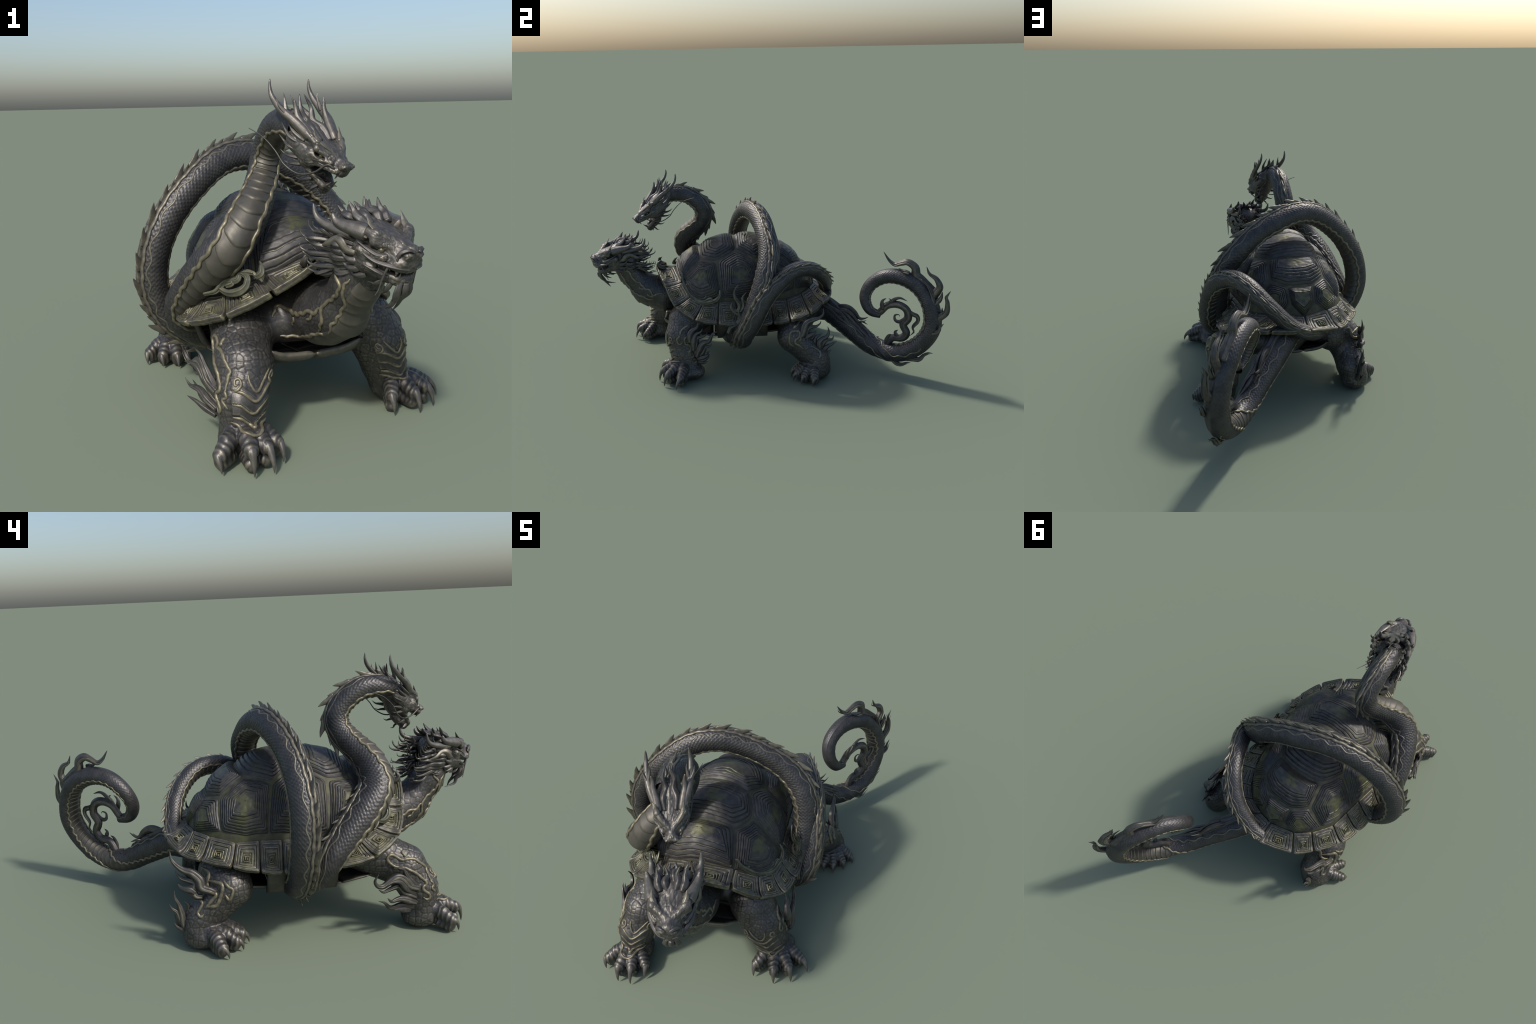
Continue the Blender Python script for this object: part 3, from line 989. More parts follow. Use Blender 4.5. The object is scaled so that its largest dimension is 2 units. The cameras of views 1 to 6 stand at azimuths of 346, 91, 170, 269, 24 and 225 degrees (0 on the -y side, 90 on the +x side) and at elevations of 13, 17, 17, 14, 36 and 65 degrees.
# broad shields down the throat
TH = catmull(np.array([(.094, -.842, .60), (.070, -.79, .548), (.055, -.715, .450), (.035, -.64, .410), (.02, -.56, .400)]), 60)
Tt_ = unit(np.gradient(TH, axis=0))
front_ = unit(np.cross(Tt_, np.cross(np.broadcast_to(V(.20, -.9, -.55), TH.shape), Tt_)))
side_ = np.cross(Tt_, front_)
for k in range(9):
    i0, i1 = 3 + k * 6, 3 + k * 6 + 7
    u = np.linspace(0, 1, 9)
    w = np.linspace(-1, 1, 25)
    grid, ok = np.zeros((9, 25, 3)), True
    for a_, uu in enumerate(u):
        for b_, ww in enumerate(w):
            ii = min(i0 + (i1 - i0) * uu + 1.6 * (1 - ww * ww), 58.5)
            c_ = np.array([np.interp(ii, range(60), TH[:, d]) for d in range(3)])
            fr = np.array([np.interp(ii, range(60), front_[:, d]) for d in range(3)])
            sd = np.array([np.interp(ii, range(60), side_[:, d]) for d in range(3)])
            ang_ = ww * (.85 - .015 * k)
            d_ = unit(fr * math.cos(ang_) + sd * math.sin(ang_))
            hit = BODY_TREE.ray_cast(Vector(c_ + d_ * .26), Vector(-d_), .26)[0]
            hp = np.array(hit) if hit is not None else c_ + d_ * .07
            lift = .0015 + .0048 * uu ** 1.3 * smooth((1.02 - abs(ww)) / .16) - .006 * smooth((uu - .88) / .12) - .004 * smooth((abs(ww) - .9) / .1)
            grid[a_, b_] = hp + d_ * lift
    for _ in range(2):
        grid[:, 1:-1] = (grid[:, :-2] + 2 * grid[:, 1:-1] + grid[:, 2:]) / 4
    gf = grid_faces(9, 25, False)
    add("throat_shield", grid.reshape(-1, 3), gf if np.dot(vnormals(grid.reshape(-1, 3), gf).mean(0), front_[i0]) > 0 else gf[:, ::-1], BELLY, parts[NECK], grid[4, 12])


# ------------------------------------------------------------------ the two heads
class Head:
    """a head modelled in its own frame: L to the side, F forward, U up"""

    def __init__(self, O, Lx, Fx, Ux, lo, hi, h):
        self.O = V(*O)
        self.M = np.array([unit(Lx), unit(Fx), unit(Ux)], float)
        self.f = Field(lo, hi, h)

    def w(self, p):
        return self.O + np.asarray(p, float) @ self.M

    def both(self, fn):
        for sg in (-1, 1):
            fn(sg)

    def finish(self, mat, parent, relief, smooth_n=2):
        v, f, _ = self.f.mesh()
        v = relax(v, f, smooth_n)
        n = vnormals(v, f)
        v = v + n * relief(v, n)[:, None]
        self.local = v
        vw = self.w(v)
        if np.linalg.det(self.M) < 0:
            f = f[:, ::-1]
        self.tree = BVHTree.FromPolygons(vw.tolist(), f.tolist())
        self.ob = add("head", vw, f, mat, parent)
        return self.ob

    def strand(self, name, pts, r, mat, hint=(0, 0, 1), **k):
        P = self.w(np.array(pts))
        v, f = lock(P, r, np.asarray(hint, float) @ self.M, **k)
        return add(name, v, f, mat, self.ob, P[0])

    def sphere(self, name, c, r, mat, squash=(1, 1, 1)):
        n = 16
        t = np.linspace(.02, PI - .02, n)
        P = np.stack([np.zeros(n), np.zeros(n), -np.cos(t)], -1) * r
        v, f = tube(P, r * np.sin(t), (0, 1, 0), 20)
        v = self.w(v * np.array(squash) + np.array(c))
        return add(name, v, f, mat, self.ob, self.w(c))


def furrows(v, n, amp):
    top = smooth((n[:, 2] - .1) / .5)
    g = noise3(v * np.array([1, .30, .6]), 150) * .6 + noise3(v * np.array([1, .35, .6]), 300) * .4
    side = noise3(v * np.array([.5, 1, 1]), 170)
    fold = 1 - np.abs(noise3(v * np.array([1, .45, 1]), 95, 3.))
    return amp * (top * g + (1 - top) * .6 * side) + .0005 * noise3(v, 70) - amp * 1.3 * np.maximum(fold - .82, 0) / .18


# ---- serpent's head
sh = Head((.0084, -.6453, .962), (.887, .461, 0), (.378, -.727, -.574), (.264, -.509, .819), (-.10, -.11, -.16), (.10, .19, .06), .0021)
F = sh.f
F.ball((0, -.010, -.032), (.054, .072, .040))
F.cone((0, -.03, -.03), (-.008, -.10, -.028), .047, .043, .02)
F.ball((0, .022, -.009), (.060, .085, .015), .012)
F.cone((0, .06, -.030), (0, .118, -.026), .032, .024, .012)
F.cone((0, .09, -.014), (0, .136, -.010), .012, .012, .010)
F.ball((0, .139, -.014), (.026, .016, .018), .008)
F.ball((0, .142, -.032), (.021, .012, .016), .008)
F.ball((0, .025, -.078), (.042, .055, .030), .02)
F.ball((0, .070, -.112), (.027, .046, .016), .012)
F.ball((0, .110, -.112), (.020, .018, .020), .010)
for sg in (-1, 1):
    F.cone((sg * .009, .101, -.004), (sg * .050, .046, .007), .0095, .0125, .006)
    F.cone((sg * .050, .046, .007), (sg * .064, -.005, .012), .0125, .008, .008)
    F.cone((sg * .026, .132, -.033), (sg * .050, .060, -.046), .0085, .010, .008)
    F.cone((sg * .034, .110, -.018), (sg * .058, .050, -.028), .008, .012, .01)
    F.ball((sg * .046, .030, -.048), (.022, .042, .030), .015)
    F.ball((sg * .055, -.02, -.04), (.016, .04, .03), .015)
    F.cone((sg * .045, .028, -.070), (sg * .018, .112, -.100), .014, .011, .010)
    F.ball((sg * .016, .149, -.007), (.010, .008, .009), .005)
for sg in (-1, 1):
    F.ball((sg * .049, .076, -.018), (.013, .020, .0065), .004, cut=True)
    F.cone((sg * .018, .104, -.011), (sg * .056, .060, -.004), .0085, .010, .005)
    F.cone((sg * .028, .103, -.028), (sg * .058, .066, -.030), .0055, .0065, .005)
    F.ball((sg * .020, .158, -.009), (.005, .005, .004), .003, cut=True)
F.ball((0, .108, -.070), (.060, .066, .0185), .005, cut=True)
F.ball((0, .135, -.072), (.030, .045, .022), .006, cut=True)
sh_ob = sh.finish(FACE, serpent, lambda v, n: furrows(v, n, .0012))
for sg in (-1, 1):
    sh.sphere("eye", (sg * .0405, .0735, -.0195), .0082, EYE)
    S_ = lambda pts: [(sg * p[0], p[1], p[2]) for p in pts]
    sh.strand("horn", S_([(.050, .015, .004), (.072, -.045, .018), (.083, -.10, .020), (.085, -.150, .030), (.083, -.176, .046), (.082, -.190, .066)]), .0165, HORN, flat=.95, root=.95, peak=.1, tip=.07, flutes=6, flute=.06, blunt=.75)
    sh.strand("horn_prong", S_([(.078, -.07, .02), (.096, -.105, .034), (.100, -.122, .050)]), .008, HORN, flat=.9, root=1, peak=.1)
    sh.strand("horn_prong", S_([(.076, -.085, .022), (.070, -.115, .045), (.072, -.128, .060)]), .008, HORN, flat=.9, root=1, peak=.1)
    sh.strand("horn", S_([(.044, .035, .000), (.052, -.01, .014), (.060, -.048, .028), (.060, -.070, .044), (.064, -.086, .063)]), .0165, HORN, flat=.9, root=.9, peak=.15, tip=.07, flutes=6, flute=.07, blunt=.75)
    sh.strand("crest_lock", S_([(.020, .035, .002), (.026, -.01, .010), (.014, -.050, .012), (.022, -.085, .034), (.006 if sg > 0 else .012, -.120, .060)]), .0145, HAIR, flat=.85, root=.6, peak=.3, tip=.06)
    sh.strand("crest_lock", S_([(.014, -.02, .006), (.020, -.075, .012), (.010, -.11, .020), (.018, -.145, .038)]), .0115, HAIR, flat=.85, root=.6, peak=.3, tip=.06)
    sh.strand("cheek_spike", S_([(.056, .01, -.012), (.068, -.03, -.010), (.068, -.055, -.004), (.072, -.075, .010)]), .0105, HORN, flat=.7, root=.8, peak=.2)
    sh.strand("cheek_spike", S_([(.054, .0, -.028), (.070, -.035, -.030), (.070, -.065, -.024), (.076, -.085, -.012)]), .0105, HAIR, flat=.7, root=.8, peak=.2)
    sh.strand("cheek_spike", S_([(.052, .005, -.05), (.066, -.03, -.058), (.062, -.055, -.060), (.070, -.080, -.052)]), .0100, HAIR, flat=.7, root=.8, peak=.2)
    sh.strand("cheek_spike", S_([(.048, .015, -.07), (.060, -.015, -.084), (.058, -.035, -.092), (.064, -.055, -.090)]), .0095, HAIR, flat=.7, root=.8, peak=.2)
    sh.strand("cheek_spike", S_([(.044, .03, -.082), (.054, .004, -.100), (.053, -.012, -.110), (.058, -.028, -.112)]), .0085, HAIR, flat=.7, root=.8, peak=.2)
    sh.strand("jaw_spike", S_([(.022, .10, -.108), (.028, .090, -.128), (.027, .088, -.142), (.032, .078, -.150)]), .0065, HAIR, flat=.8, root=.9, peak=.2)
    sh.strand("jaw_spike", S_([(.030, .075, -.102), (.040, .055, -.122), (.040, .045, -.130), (.045, .030, -.131)]), .0065, HAIR, flat=.8, root=.9, peak=.2)
    sh.strand("brow_plate", S_([(.014, .099, .002), (.032, .074, .009), (.048, .048, .016), (.058, .018, .028)]), .0095, FIN, flat=.5, root=.4, peak=.45, tip=.05)
    sh.strand("brow_plate", S_([(.040, .060, .012), (.050, .036, .020), (.054, .014, .036)]), .008, FIN, flat=.5, root=.6, peak=.4, tip=.05)
    sh.strand("lip_fold", S_([(.018, .128, -.030), (.034, .105, -.034), (.048, .075, -.036), (.060, .045, -.030), (.064, .02, -.028)]), .0075, FACE, flat=.7, root=.6, peak=.4, tip=.2)
    sh.strand("whisker", S_([(.030, .128, -.026), (.042, .108, -.026), (.050, .085, -.070), (.060, .045, -.106), (.072, -.008, -.112), (.080, -.058, -.096), (.084, -.12, -.092), (.086 if sg < 0 else .125, -.185, -.106)]), .0033, HAIR, flat=1, root=1.2, peak=.1, tip=.35, flutes=0, n=60, nseg=8)
    sh.strand("tooth", S_([(.017, .138, -.034), (.017, .139, -.048), (.016, .136, -.058)]), .0042, HORN, flat=1, root=1, peak=.1, n=12, nseg=8)
    sh.strand("tooth", S_([(.013, .118, -.098), (.013, .125, -.086), (.013, .130, -.074)]), .0040, HORN, flat=1, root=1, peak=.1, n=12, nseg=8)
    for t in (.35, .55, .75):
        sh.strand("tooth", S_([(.044 - .02 * t, .07 + .06 * t, -.044 + .008 * t), (.043 - .02 * t, .07 + .06 * t, -.056 + .008 * t)]), .0028, HORN, flat=1, root=1, peak=.1, n=8, nseg=7)
sh.strand("tongue", [(0, .04, -.092), (0, .080, -.098), (0, .108, -.088)], .013, MOUTH, flat=.4, root=1, peak=.3, tip=.3, flutes=0)
sh.strand("beard_lock", [(0, .105, -.112), (.0, .10, -.130), (.004, .108, -.142)], .0065, HAIR, flat=.8, root=.9, peak=.2)

# ---- tortoise's head
th = Head((.0995, -.846, .7205), (.931, .365, 0), (.343, -.875, -.342), (.125, -.318, .94), (-.12, -.11, -.26), (.12, .21, .06), .0024)
F = th.f
F.ball((0, -.002, -.048), (.074, .080, .064))
F.ball((0, .045, -.010), (.066, .088, .022), .015)
F.cone((0, .08, -.038), (0, .130, -.038), .051, .045, .02)
F.cone((0, .105, -.010), (0, .148, -.004), .019, .020, .010)
F.ball((0, .152, -.015), (.035, .018, .027), .008)
F.ball((0, .156, -.044), (.032, .016, .020), .010)
F.ball((0, .095, -.098), (.046, .060, .022), .015)
F.ball((0, .148, -.090), (.032, .022, .019), .012)
F.cone((0, .03, -.08), (0, -.012, -.19), .064, .062, .03)
for sg in (-1, 1):
    F.cone((sg * .012, .116, .002), (sg * .062, .070, .010), .0125, .0165, .007)
    F.cone((sg * .062, .070, .010), (sg * .078, .025, .012), .0165, .010, .010)
    F.ball((sg * .028, .144, -.042), (.024, .024, .021), .010)
    F.cone((sg * .056, .112, -.036), (sg * .082, .050, -.040), .012, .014, .010)
    F.ball((sg * .066, .062, -.066), (.020, .042, .034), .015)
    F.cone((sg * .055, .045, -.092), (sg * .026, .146, -.086), .021, .017, .012)
    F.ball((sg * .021, .164, -.010), (.014, .011, .011), .006)
    F.cone((sg * .030, .162, -.030), (sg * .048, .135, -.050), .008, .010, .008)
for sg in (-1, 1):
    F.ball((sg * .063, .099, -.020), (.015, .024, .0075), .005, cut=True)
    F.cone((sg * .022, .122, -.010), (sg * .070, .078, -.003), .010, .013, .006)
    F.cone((sg * .034, .120, -.032), (sg * .074, .080, -.033), .007, .008, .006)
    F.ball((sg * .026, .176, -.013), (.007, .006, .006), .004, cut=True)
    F.cone((sg * .034, .165, -.066), (sg * .085, .085, -.060), .0055, .0075, .005, cut=True)
F.ball((0, .150, -.067), (.055, .045, .0055), .005, cut=True)
th_ob = th.finish(FACE, tortoise, lambda v, n: furrows(v, n, .0012))
for sg in (-1, 1):
    th.sphere("eye", (sg * .0535, .0965, -.0215), .0098, EYE)
    S_ = lambda pts: [(sg * p[0], p[1], p[2]) for p in pts]
    th.strand("horn", S_([(.074, .0, -.020), (.086, -.055, -.030), (.094, -.100, -.034), (.098, -.130, -.024), (.100, -.150, .004)]), .019, HORN, flat=.9, root=1, peak=.1, tip=.06, flutes=6, flute=.06, blunt=.75)
    th.strand("horn", S_([(.066, .045, .004), (.080, .005, .000), (.092, -.030, -.004), (.098, -.052, .0), (.102, -.066, .015)]), .0255, HORN, flat=.9, root=1, peak=.15, tip=.06, flutes=6, flute=.08, blunt=.75)
    crest = [((.016, .010, .008), (.024, -.022, .020), (.014, -.048, .020), (.022, -.072, .038)), ((.040, .016, .012), (.052, -.015, .022), (.052, -.034, .034), (.058, -.054, .054)),
             ((.042, -.025, .006), (.052, -.055, .008), (.046, -.074, .008), (.054, -.092, .022)), ((.008, -.025, .006), (.004, -.060, .010), (.014, -.080, .008), (.006, -.100, .020))]
    for c in crest:
        j = rng.normal(0, .003, 3)
        th.strand("crest_lock", S_([tuple(np.array(p) + j * i / 3) for i, p in enumerate(c)]), .0155, HAIR, flat=.85, root=.6, peak=.3, tip=.06)
    th.strand("brow_plate", S_([(.016, .114, .008), (.040, .090, .014), (.060, .066, .022), (.072, .034, .036)]), .0125, FIN, flat=.5, root=.4, peak=.45, tip=.05)
    th.strand("brow_plate", S_([(.048, .078, .018), (.062, .050, .028), (.066, .024, .048)]), .0105, FIN, flat=.5, root=.6, peak=.4, tip=.05)
    th.strand("nose_fold", S_([(.008, .168, .004), (.024, .160, .008), (.040, .148, -.006), (.042, .150, -.028), (.030, .164, -.036)]), .0075, FACE, flat=.7, root=.7, peak=.4, tip=.3)
    th.strand("lip_fold", S_([(.012, .172, -.046), (.034, .164, -.044), (.056, .136, -.046), (.074, .104, -.048), (.086, .075, -.042), (.086, .05, -.036)]), .0095, FACE, flat=.7, root=.6, peak=.4, tip=.2)
    th.strand("lip_fold", S_([(.046, .140, -.082), (.066, .108, -.076), (.080, .080, -.072), (.084, .055, -.075)]), .008, FACE, flat=.7, root=.6, peak=.4, tip=.2)
    th.strand("cheek_fold", S_([(.050, .120, -.026), (.068, .100, -.032), (.082, .070, -.026), (.090, .038, -.020)]), .008, FACE, flat=.7, root=.6, peak=.4, tip=.2)
    th.strand("brow_tuft", S_([(.072, .055, -.002), (.086, .03, .002), (.092, .008, .012)]), .010, FIN, flat=.6, root=.9, peak=.2)
    # mane: two layers of wavy locks sweeping back round the neck
    k = 0
    for layer in (0, 1, 2):
        for a in np.radians(np.linspace(42 - layer * 4, -66 + layer * 3, 12 - layer)):
            r0 = rng.normal(0, 1, 4)
            cs, sn = math.cos(a), math.sin(a)
            low = smooth((.35 - sn) / 1.1)
            x0, u0 = .062 * cs + .010, -.062 + .062 * sn
            length = (.150 - .028 * layer) * (1 - .42 * smooth((sn - .05) / .6)) * (1 - .25 * low) * (1 + .08 * r0[0])
            end = np.array([(.062 + .024 * (1 - layer)) * (cs * .9 + .25), -.01 - length, u0 - .075 * low - .020 - .01 * r0[1]])
            st = np.array([x0, .012 - .020 * layer + .02 * low, u0 - .01 * low])
            d = end - st
            wv = .0125 * (1 + .3 * r0[2])
            off = unit(V(cs, 0, sn + .3))
            lat_ = V(-sn, 0, cs) * .009 * r0[3]
            q = [st, st + d * .25 + off * wv, st + d * .5 - off * wv * .5 + lat_, st + d * .75 + off * wv * .7, st + d * .93 - off * wv * .1 - lat_ * .5, end + V(0, -.010, .006) + off * .003, end + V(0, -.016, .018) + off * .005]
            th.strand("mane_lock", S_([tuple(p) for p in q]), .0105 - .0006 * layer, HAIR, hint=(cs, 0, sn), flat=.62, root=.7, peak=.3, tip=.05, nseg=16, flute=.20)
            k += 1
    th.strand("mane_lock", S_([(.080, .035, -.062), (.094, .012, -.060), (.098, -.012, -.048), (.094, -.038, -.056), (.098, -.062, -.082), (.090, -.085, -.100), (.094, -.105, -.098)]), .013, FIN, hint=(1, 0, 0), flat=.6, root=.6, peak=.3)
    for q, r_ in (([(.070, .055, -.098), (.078, .030, -.112), (.078, .012, -.114), (.084, -.005, -.104)], .0105), ([(.060, .075, -.108), (.068, .052, -.124), (.068, .036, -.128), (.074, .02, -.120)], .0095),
                  ([(.074, .05, -.08), (.086, .025, -.086), (.088, .005, -.084), (.094, -.01, -.072)], .010)):
        th.strand("cheek_spike", S_(q), r_, HAIR, hint=(1, 0, 0), flat=.65, root=.8, peak=.2)
    th.strand("whisker", S_([(.046, .138, -.040), (.058, .138, -.052), (.064, .137, -.085), (.068, .139, -.118), (.074, .137, -.138)]), .0042, HAIR, flat=1, root=1.1, peak=.1, tip=.3, flutes=0, n=36, nseg=8)
    th.strand("tooth", S_([(.036, .153, -.050), (.037, .155, -.066), (.036, .152, -.078)]), .0062, HORN, flat=1, root=1, peak=.1, n=14, nseg=9)
    th.strand("tooth", S_([(.026, .157, -.082), (.027, .160, -.070), (.027, .161, -.060)]), .0045, HORN, flat=1, root=1, peak=.1, n=12, nseg=8)
    for t in (.15, .4, .65, .9):
        th.strand("tooth", S_([(.044 + .03 * t, .146 - .055 * t, -.052), (.044 + .03 * t, .147 - .055 * t, -.064)]), .0034, HORN, flat=1, root=1, peak=.1, n=8, nseg=7)
    th.strand("beard_lock", S_([(.016, .160, -.092), (.022, .166, -.122), (.012, .158, -.150), (.018, .150, -.176), (.012, .124 + .018 * sg, -.205)]), .0135, HAIR, hint=(0, 1, 0), flat=.7, root=.8, peak=.25)
    th.strand("beard_lock", S_([(.030, .145, -.098), (.036, .140, -.120), (.028, .130, -.138), (.034, .115, -.150)]), .010, HAIR, hint=(0, 1, 0), flat=.7, root=.8, peak=.25)
    th.strand("beard_lock", S_([(.040, .120, -.104), (.046, .105, -.122), (.040, .092, -.130), (.046, .076, -.134)]), .009, HAIR, hint=(0, 1, 0), flat=.7, root=.8, peak=.25)
th.strand("beard_lock", [(0, .168, -.092), (0, .172, -.118), (.004, .160, -.140), (-.004, .150, -.160)], .012, HAIR, hint=(0, 1, 0), flat=.7, root=.8, peak=.25)


# ------------------------------------------------------------------ flame tufts
def flame(name, pts, r, parent, hint, mat=HAIR, **k):
    k = {**dict(flat=.55, root=.7, peak=.35, tip=.03, flutes=5, flute=.16), **k}
    v, f = lock(np.array(pts, float), r, hint, **k)
    return add(name, v, f, mat, parent, pts[0])


def in_plane(yz, x, sweep=0.0):
    """curve given by (y, z) pairs at a sideways distance x, drifting outwards by sweep"""
    n = len(yz)
    return [(x + sweep * i / (n - 1), p[0], p[1]) for i, p in enumerate(yz)]


CURL = V(1, -.56, 0)


def in_curl(yz, lift=0.0):
    """curve in the tail's own slanting plane"""
    return [(-.1 + .56 * y + lift, y, z) for y, z in yz]


TAIL_FLAMES = [
    (-.025, [(.924, .529), (.907, .545), (.869, .577), (.839, .601), (.831, .642), (.796, .665), (.763, .655), (.730, .642), (.700, .664), (.671, .708)], .021),
    (-.005, [(.942, .41), (.923, .493), (.939, .530), (.950, .561), (.932, .600), (.899, .623), (.883, .662)], .021),
    (.015, [(.905, .285), (.918, .354), (.954, .392), (.984, .427), (.987, .480), (.981, .512), (.999, .551)], .020),
    (.045, [(.855, .240), (.904, .297), (.943, .316), (.955, .348), (.970, .369)], .016),
    (.038, [(.76, .112), (.827, .123), (.861, .127), (.884, .158), (.904, .176), (.928, .180)], .0145),
    (.062, [(.67, .125), (.718, .107), (.744, .086), (.770, .085), (.795, .101), (.817, .105)], .0135),
    (.012, [(.86, .21), (.918, .299), (.940, .387), (.921, .480), (.895, .553), (.855, .592)], .018),
    (.0, [(.80, .615), (.770, .618), (.745, .632)], .010), (.01, [(.93, .46), (.955, .50), (.962, .54)], .012), (.015, [(.945, .36), (.962, .40), (.964, .45)], .012)]
for lift, q, r in TAIL_FLAMES:
    flame("flame_tuft", in_curl(q, lift), r * 1.1, tail, CURL, flat=.7)
    for dx in (.013, -.011):
        flame("flame_tuft", in_curl([(y - .004, z - .004) for y, z in q[:-1]] + [(q[-1][0] * .4 + q[-2][0] * .6, q[-1][1] * .4 + q[-2][1] * .6)], lift + dx), r * .55, tail, CURL, FIN)
TIP = [(.038, [(.614, .368), (.649, .363), (.690, .414), (.745, .430), (.787, .409), (.797, .362), (.774, .317), (.792, .271), (.769, .235), (.718, .221), (.680, .150)], .0205, dict(root=.85, peak=.5, tip=.75, flat=.8, flutes=6, flute=.13, blunt=.3)),
       (.045, [(.783, .362), (.755, .333), (.732, .338), (.729, .366), (.748, .374), (.756, .362)], .010, {}), (.035, [(.770, .420), (.817, .390), (.842, .380), (.847, .352), (.824, .312), (.829, .283), (.810, .256)], .0125, {}),
       (.045, [(.681, .400), (.717, .454), (.750, .474), (.790, .462)], .012, {}), (.058, [(.662, .390), (.660, .441), (.681, .464)], .012, {}), (.052, [(.679, .412), (.703, .453), (.692, .463)], .009, {}),
       (.047, [(.745, .238), (.734, .267), (.748, .284)], .011, {}), (.05, [(.685, .185), (.699, .237), (.719, .251)], .013, {})]
for lift, q, r, k in TIP:
    flame("tip_tendril", in_curl(q, lift), r, tail, CURL, HAIR, **k)
    if len(q) > 6:
        flame("tip_tendril", in_curl(q[1:-1], lift + .014), r * .45, tail, CURL, FIN, root=.8, peak=.4, tip=.3)
        flame("tip_tendril", in_curl(q[1:-1], lift - .014), r * .45, tail, CURL, FIN, root=.8, peak=.4, tip=.3)
for q, r in (([(.395, .325), (.482, .340), (.524, .320), (.550, .289), (.578, .292), (.600, .306)], .020), ([(.43, .300), (.523, .282), (.544, .256), (.566, .271), (.598, .257)], .016),
             ([(.500, .250), (.560, .233), (.577, .244)], .012), ([(.535, .228), (.585, .218), (.605, .231)], .011), ([(.565, .211), (.600, .208), (.620, .219)], .010), ([(.60, .19), (.64, .188), (.66, .199)], .009)):
    flame("flame_tuft", in_curl(q, -.010), r, tail, CURL)
    flame("flame_tuft", in_curl([(y - .012, z - .012) for y, z in q], .016), r * .8, tail, CURL)

for ph0, r in ((-.15, .014), (.20, .017), (.55, .016), (.85, .013)):
    rid = [tail_c.at(np.array([u]), np.array([ph0 + .08 * math.sin(u * 38 + ph0 * 9)]), lift=.001 + .005 * math.sin(u * 45 + ph0 * 20))[0] for u in np.linspace(.17, .60 - .1 * ph0, 9)]
    flame("tail_mane", rid, r, tail, CURL, HAIR, root=.7, peak=.3, tip=.1, flat=.75)

# limb tufts: (limb, sideways distance, drift, curves as (y, z), thickness)
TUFTS = {
    FL: (-.333, -.068, [([(-.655, .187), (-.615, .205), (-.589, .237), (-.563, .245), (-.531, .225), (-.506, .208), (-.485, .212), (-.475, .234), (-.490, .262)], .0155),
                        ([(-.648, .150), (-.621, .167), (-.589, .181), (-.572, .204), (-.554, .202), (-.529, .191), (-.509, .183), (-.489, .195)], .0135),
                        ([(-.645, .125), (-.616, .139), (-.587, .150), (-.566, .148), (-.543, .140), (-.526, .156)], .013),
                        ([(-.632, .107), (-.598, .118), (-.578, .120), (-.549, .112), (-.532, .116), (-.514, .136), (-.488, .145)], .0115),
                        ([(-.620, .092), (-.593, .100), (-.575, .104), (-.554, .102)], .010), ([(-.650, .175), (-.626, .216), (-.606, .245), (-.591, .277), (-.568, .284)], .013),
                        ([(-.640, .165), (-.600, .195), (-.580, .222), (-.550, .225), (-.527, .212)], .011)]),
    FR: (.400, -.036, [([(-.400, .184), (-.398, .247), (-.385, .285), (-.356, .300), (-.342, .323)], .0145), ([(-.390, .160), (-.385, .223), (-.379, .262), (-.347, .273), (-.325, .284), (-.317, .300)], .0145),
                      ([(-.385, .144), (-.368, .192), (-.348, .230), (-.312, .245), (-.296, .276), (-.281, .295), (-.258, .300)], .0145), ([(-.380, .136), (-.351, .176), (-.332, .207), (-.306, .214), (-.297, .232)], .013),
                      ([(-.382, .129), (-.341, .148), (-.321, .159), (-.322, .175), (-.308, .181)], .011), ([(-.380, .120), (-.346, .130), (-.320, .146), (-.315, .167)], .010),
                      ([(-.419, .235), (-.418, .278), (-.402, .308), (-.376, .327), (-.367, .358)], .014), ([(-.38, .115), (-.345, .112), (-.322, .120)], .009)]),
    RL: (-.388, .044, [([(.172, .263), (.189, .277), (.221, .292), (.228, .324), (.255, .354), (.287, .368), (.312, .389), (.329, .415), (.333, .449)], .0165),
                        ([(.221, .250), (.244, .257), (.254, .281), (.246, .312), (.266, .323), (.295, .334), (.311, .351), (.318, .372)], .0135), ([(.249, .267), (.266, .284), (.289, .289), (.306, .303), (.311, .319)], .0115)]),
    RR: (.398, -.045, [([(.19, .229), (.179, .268), (.211, .290), (.222, .328), (.236, .359), (.271, .377), (.302, .388), (.323, .410), (.324, .444)], .0165),
                      ([(.214, .241), (.236, .263), (.232, .302), (.250, .332), (.285, .339), (.306, .354), (.312, .371)], .0135), ([(.229, .260), (.250, .286), (.274, .297), (.288, .316)], .0115)]),
}
HEEL = {RL: (-.352, -.008, [([(.275, .090), (.300, .141), (.305, .186), (.314, .226), (.327, .256), (.327, .283)], .0145), ([(.272, .11), (.282, .175), (.276, .217), (.284, .231), (.297, .243)], .0125),
                            ([(.285, .115), (.313, .167), (.323, .194), (.342, .211), (.351, .230)], .0125), ([(.280, .103), (.315, .138), (.325, .161), (.335, .185)], .011), ([(.275, .085), (.304, .117), (.327, .132), (.337, .149)], .010)]),
        RR: (.385, -.028, [([(.312, .160), (.303, .235), (.320, .262), (.345, .277), (.355, .304), (.349, .338)], .0135), ([(.318, .16), (.317, .220), (.341, .254), (.373, .261), (.383, .284)], .0125),
                          ([(.322, .16), (.338, .208), (.373, .231), (.401, .250)], .0115), ([(.296, .19), (.278, .236), (.285, .274), (.302, .285), (.320, .297)], .0115),
                          ([(.271, .195), (.253, .228), (.257, .259), (.288, .291)], .011), ([(.325, .155), (.356, .184), (.372, .198)], .009)])}
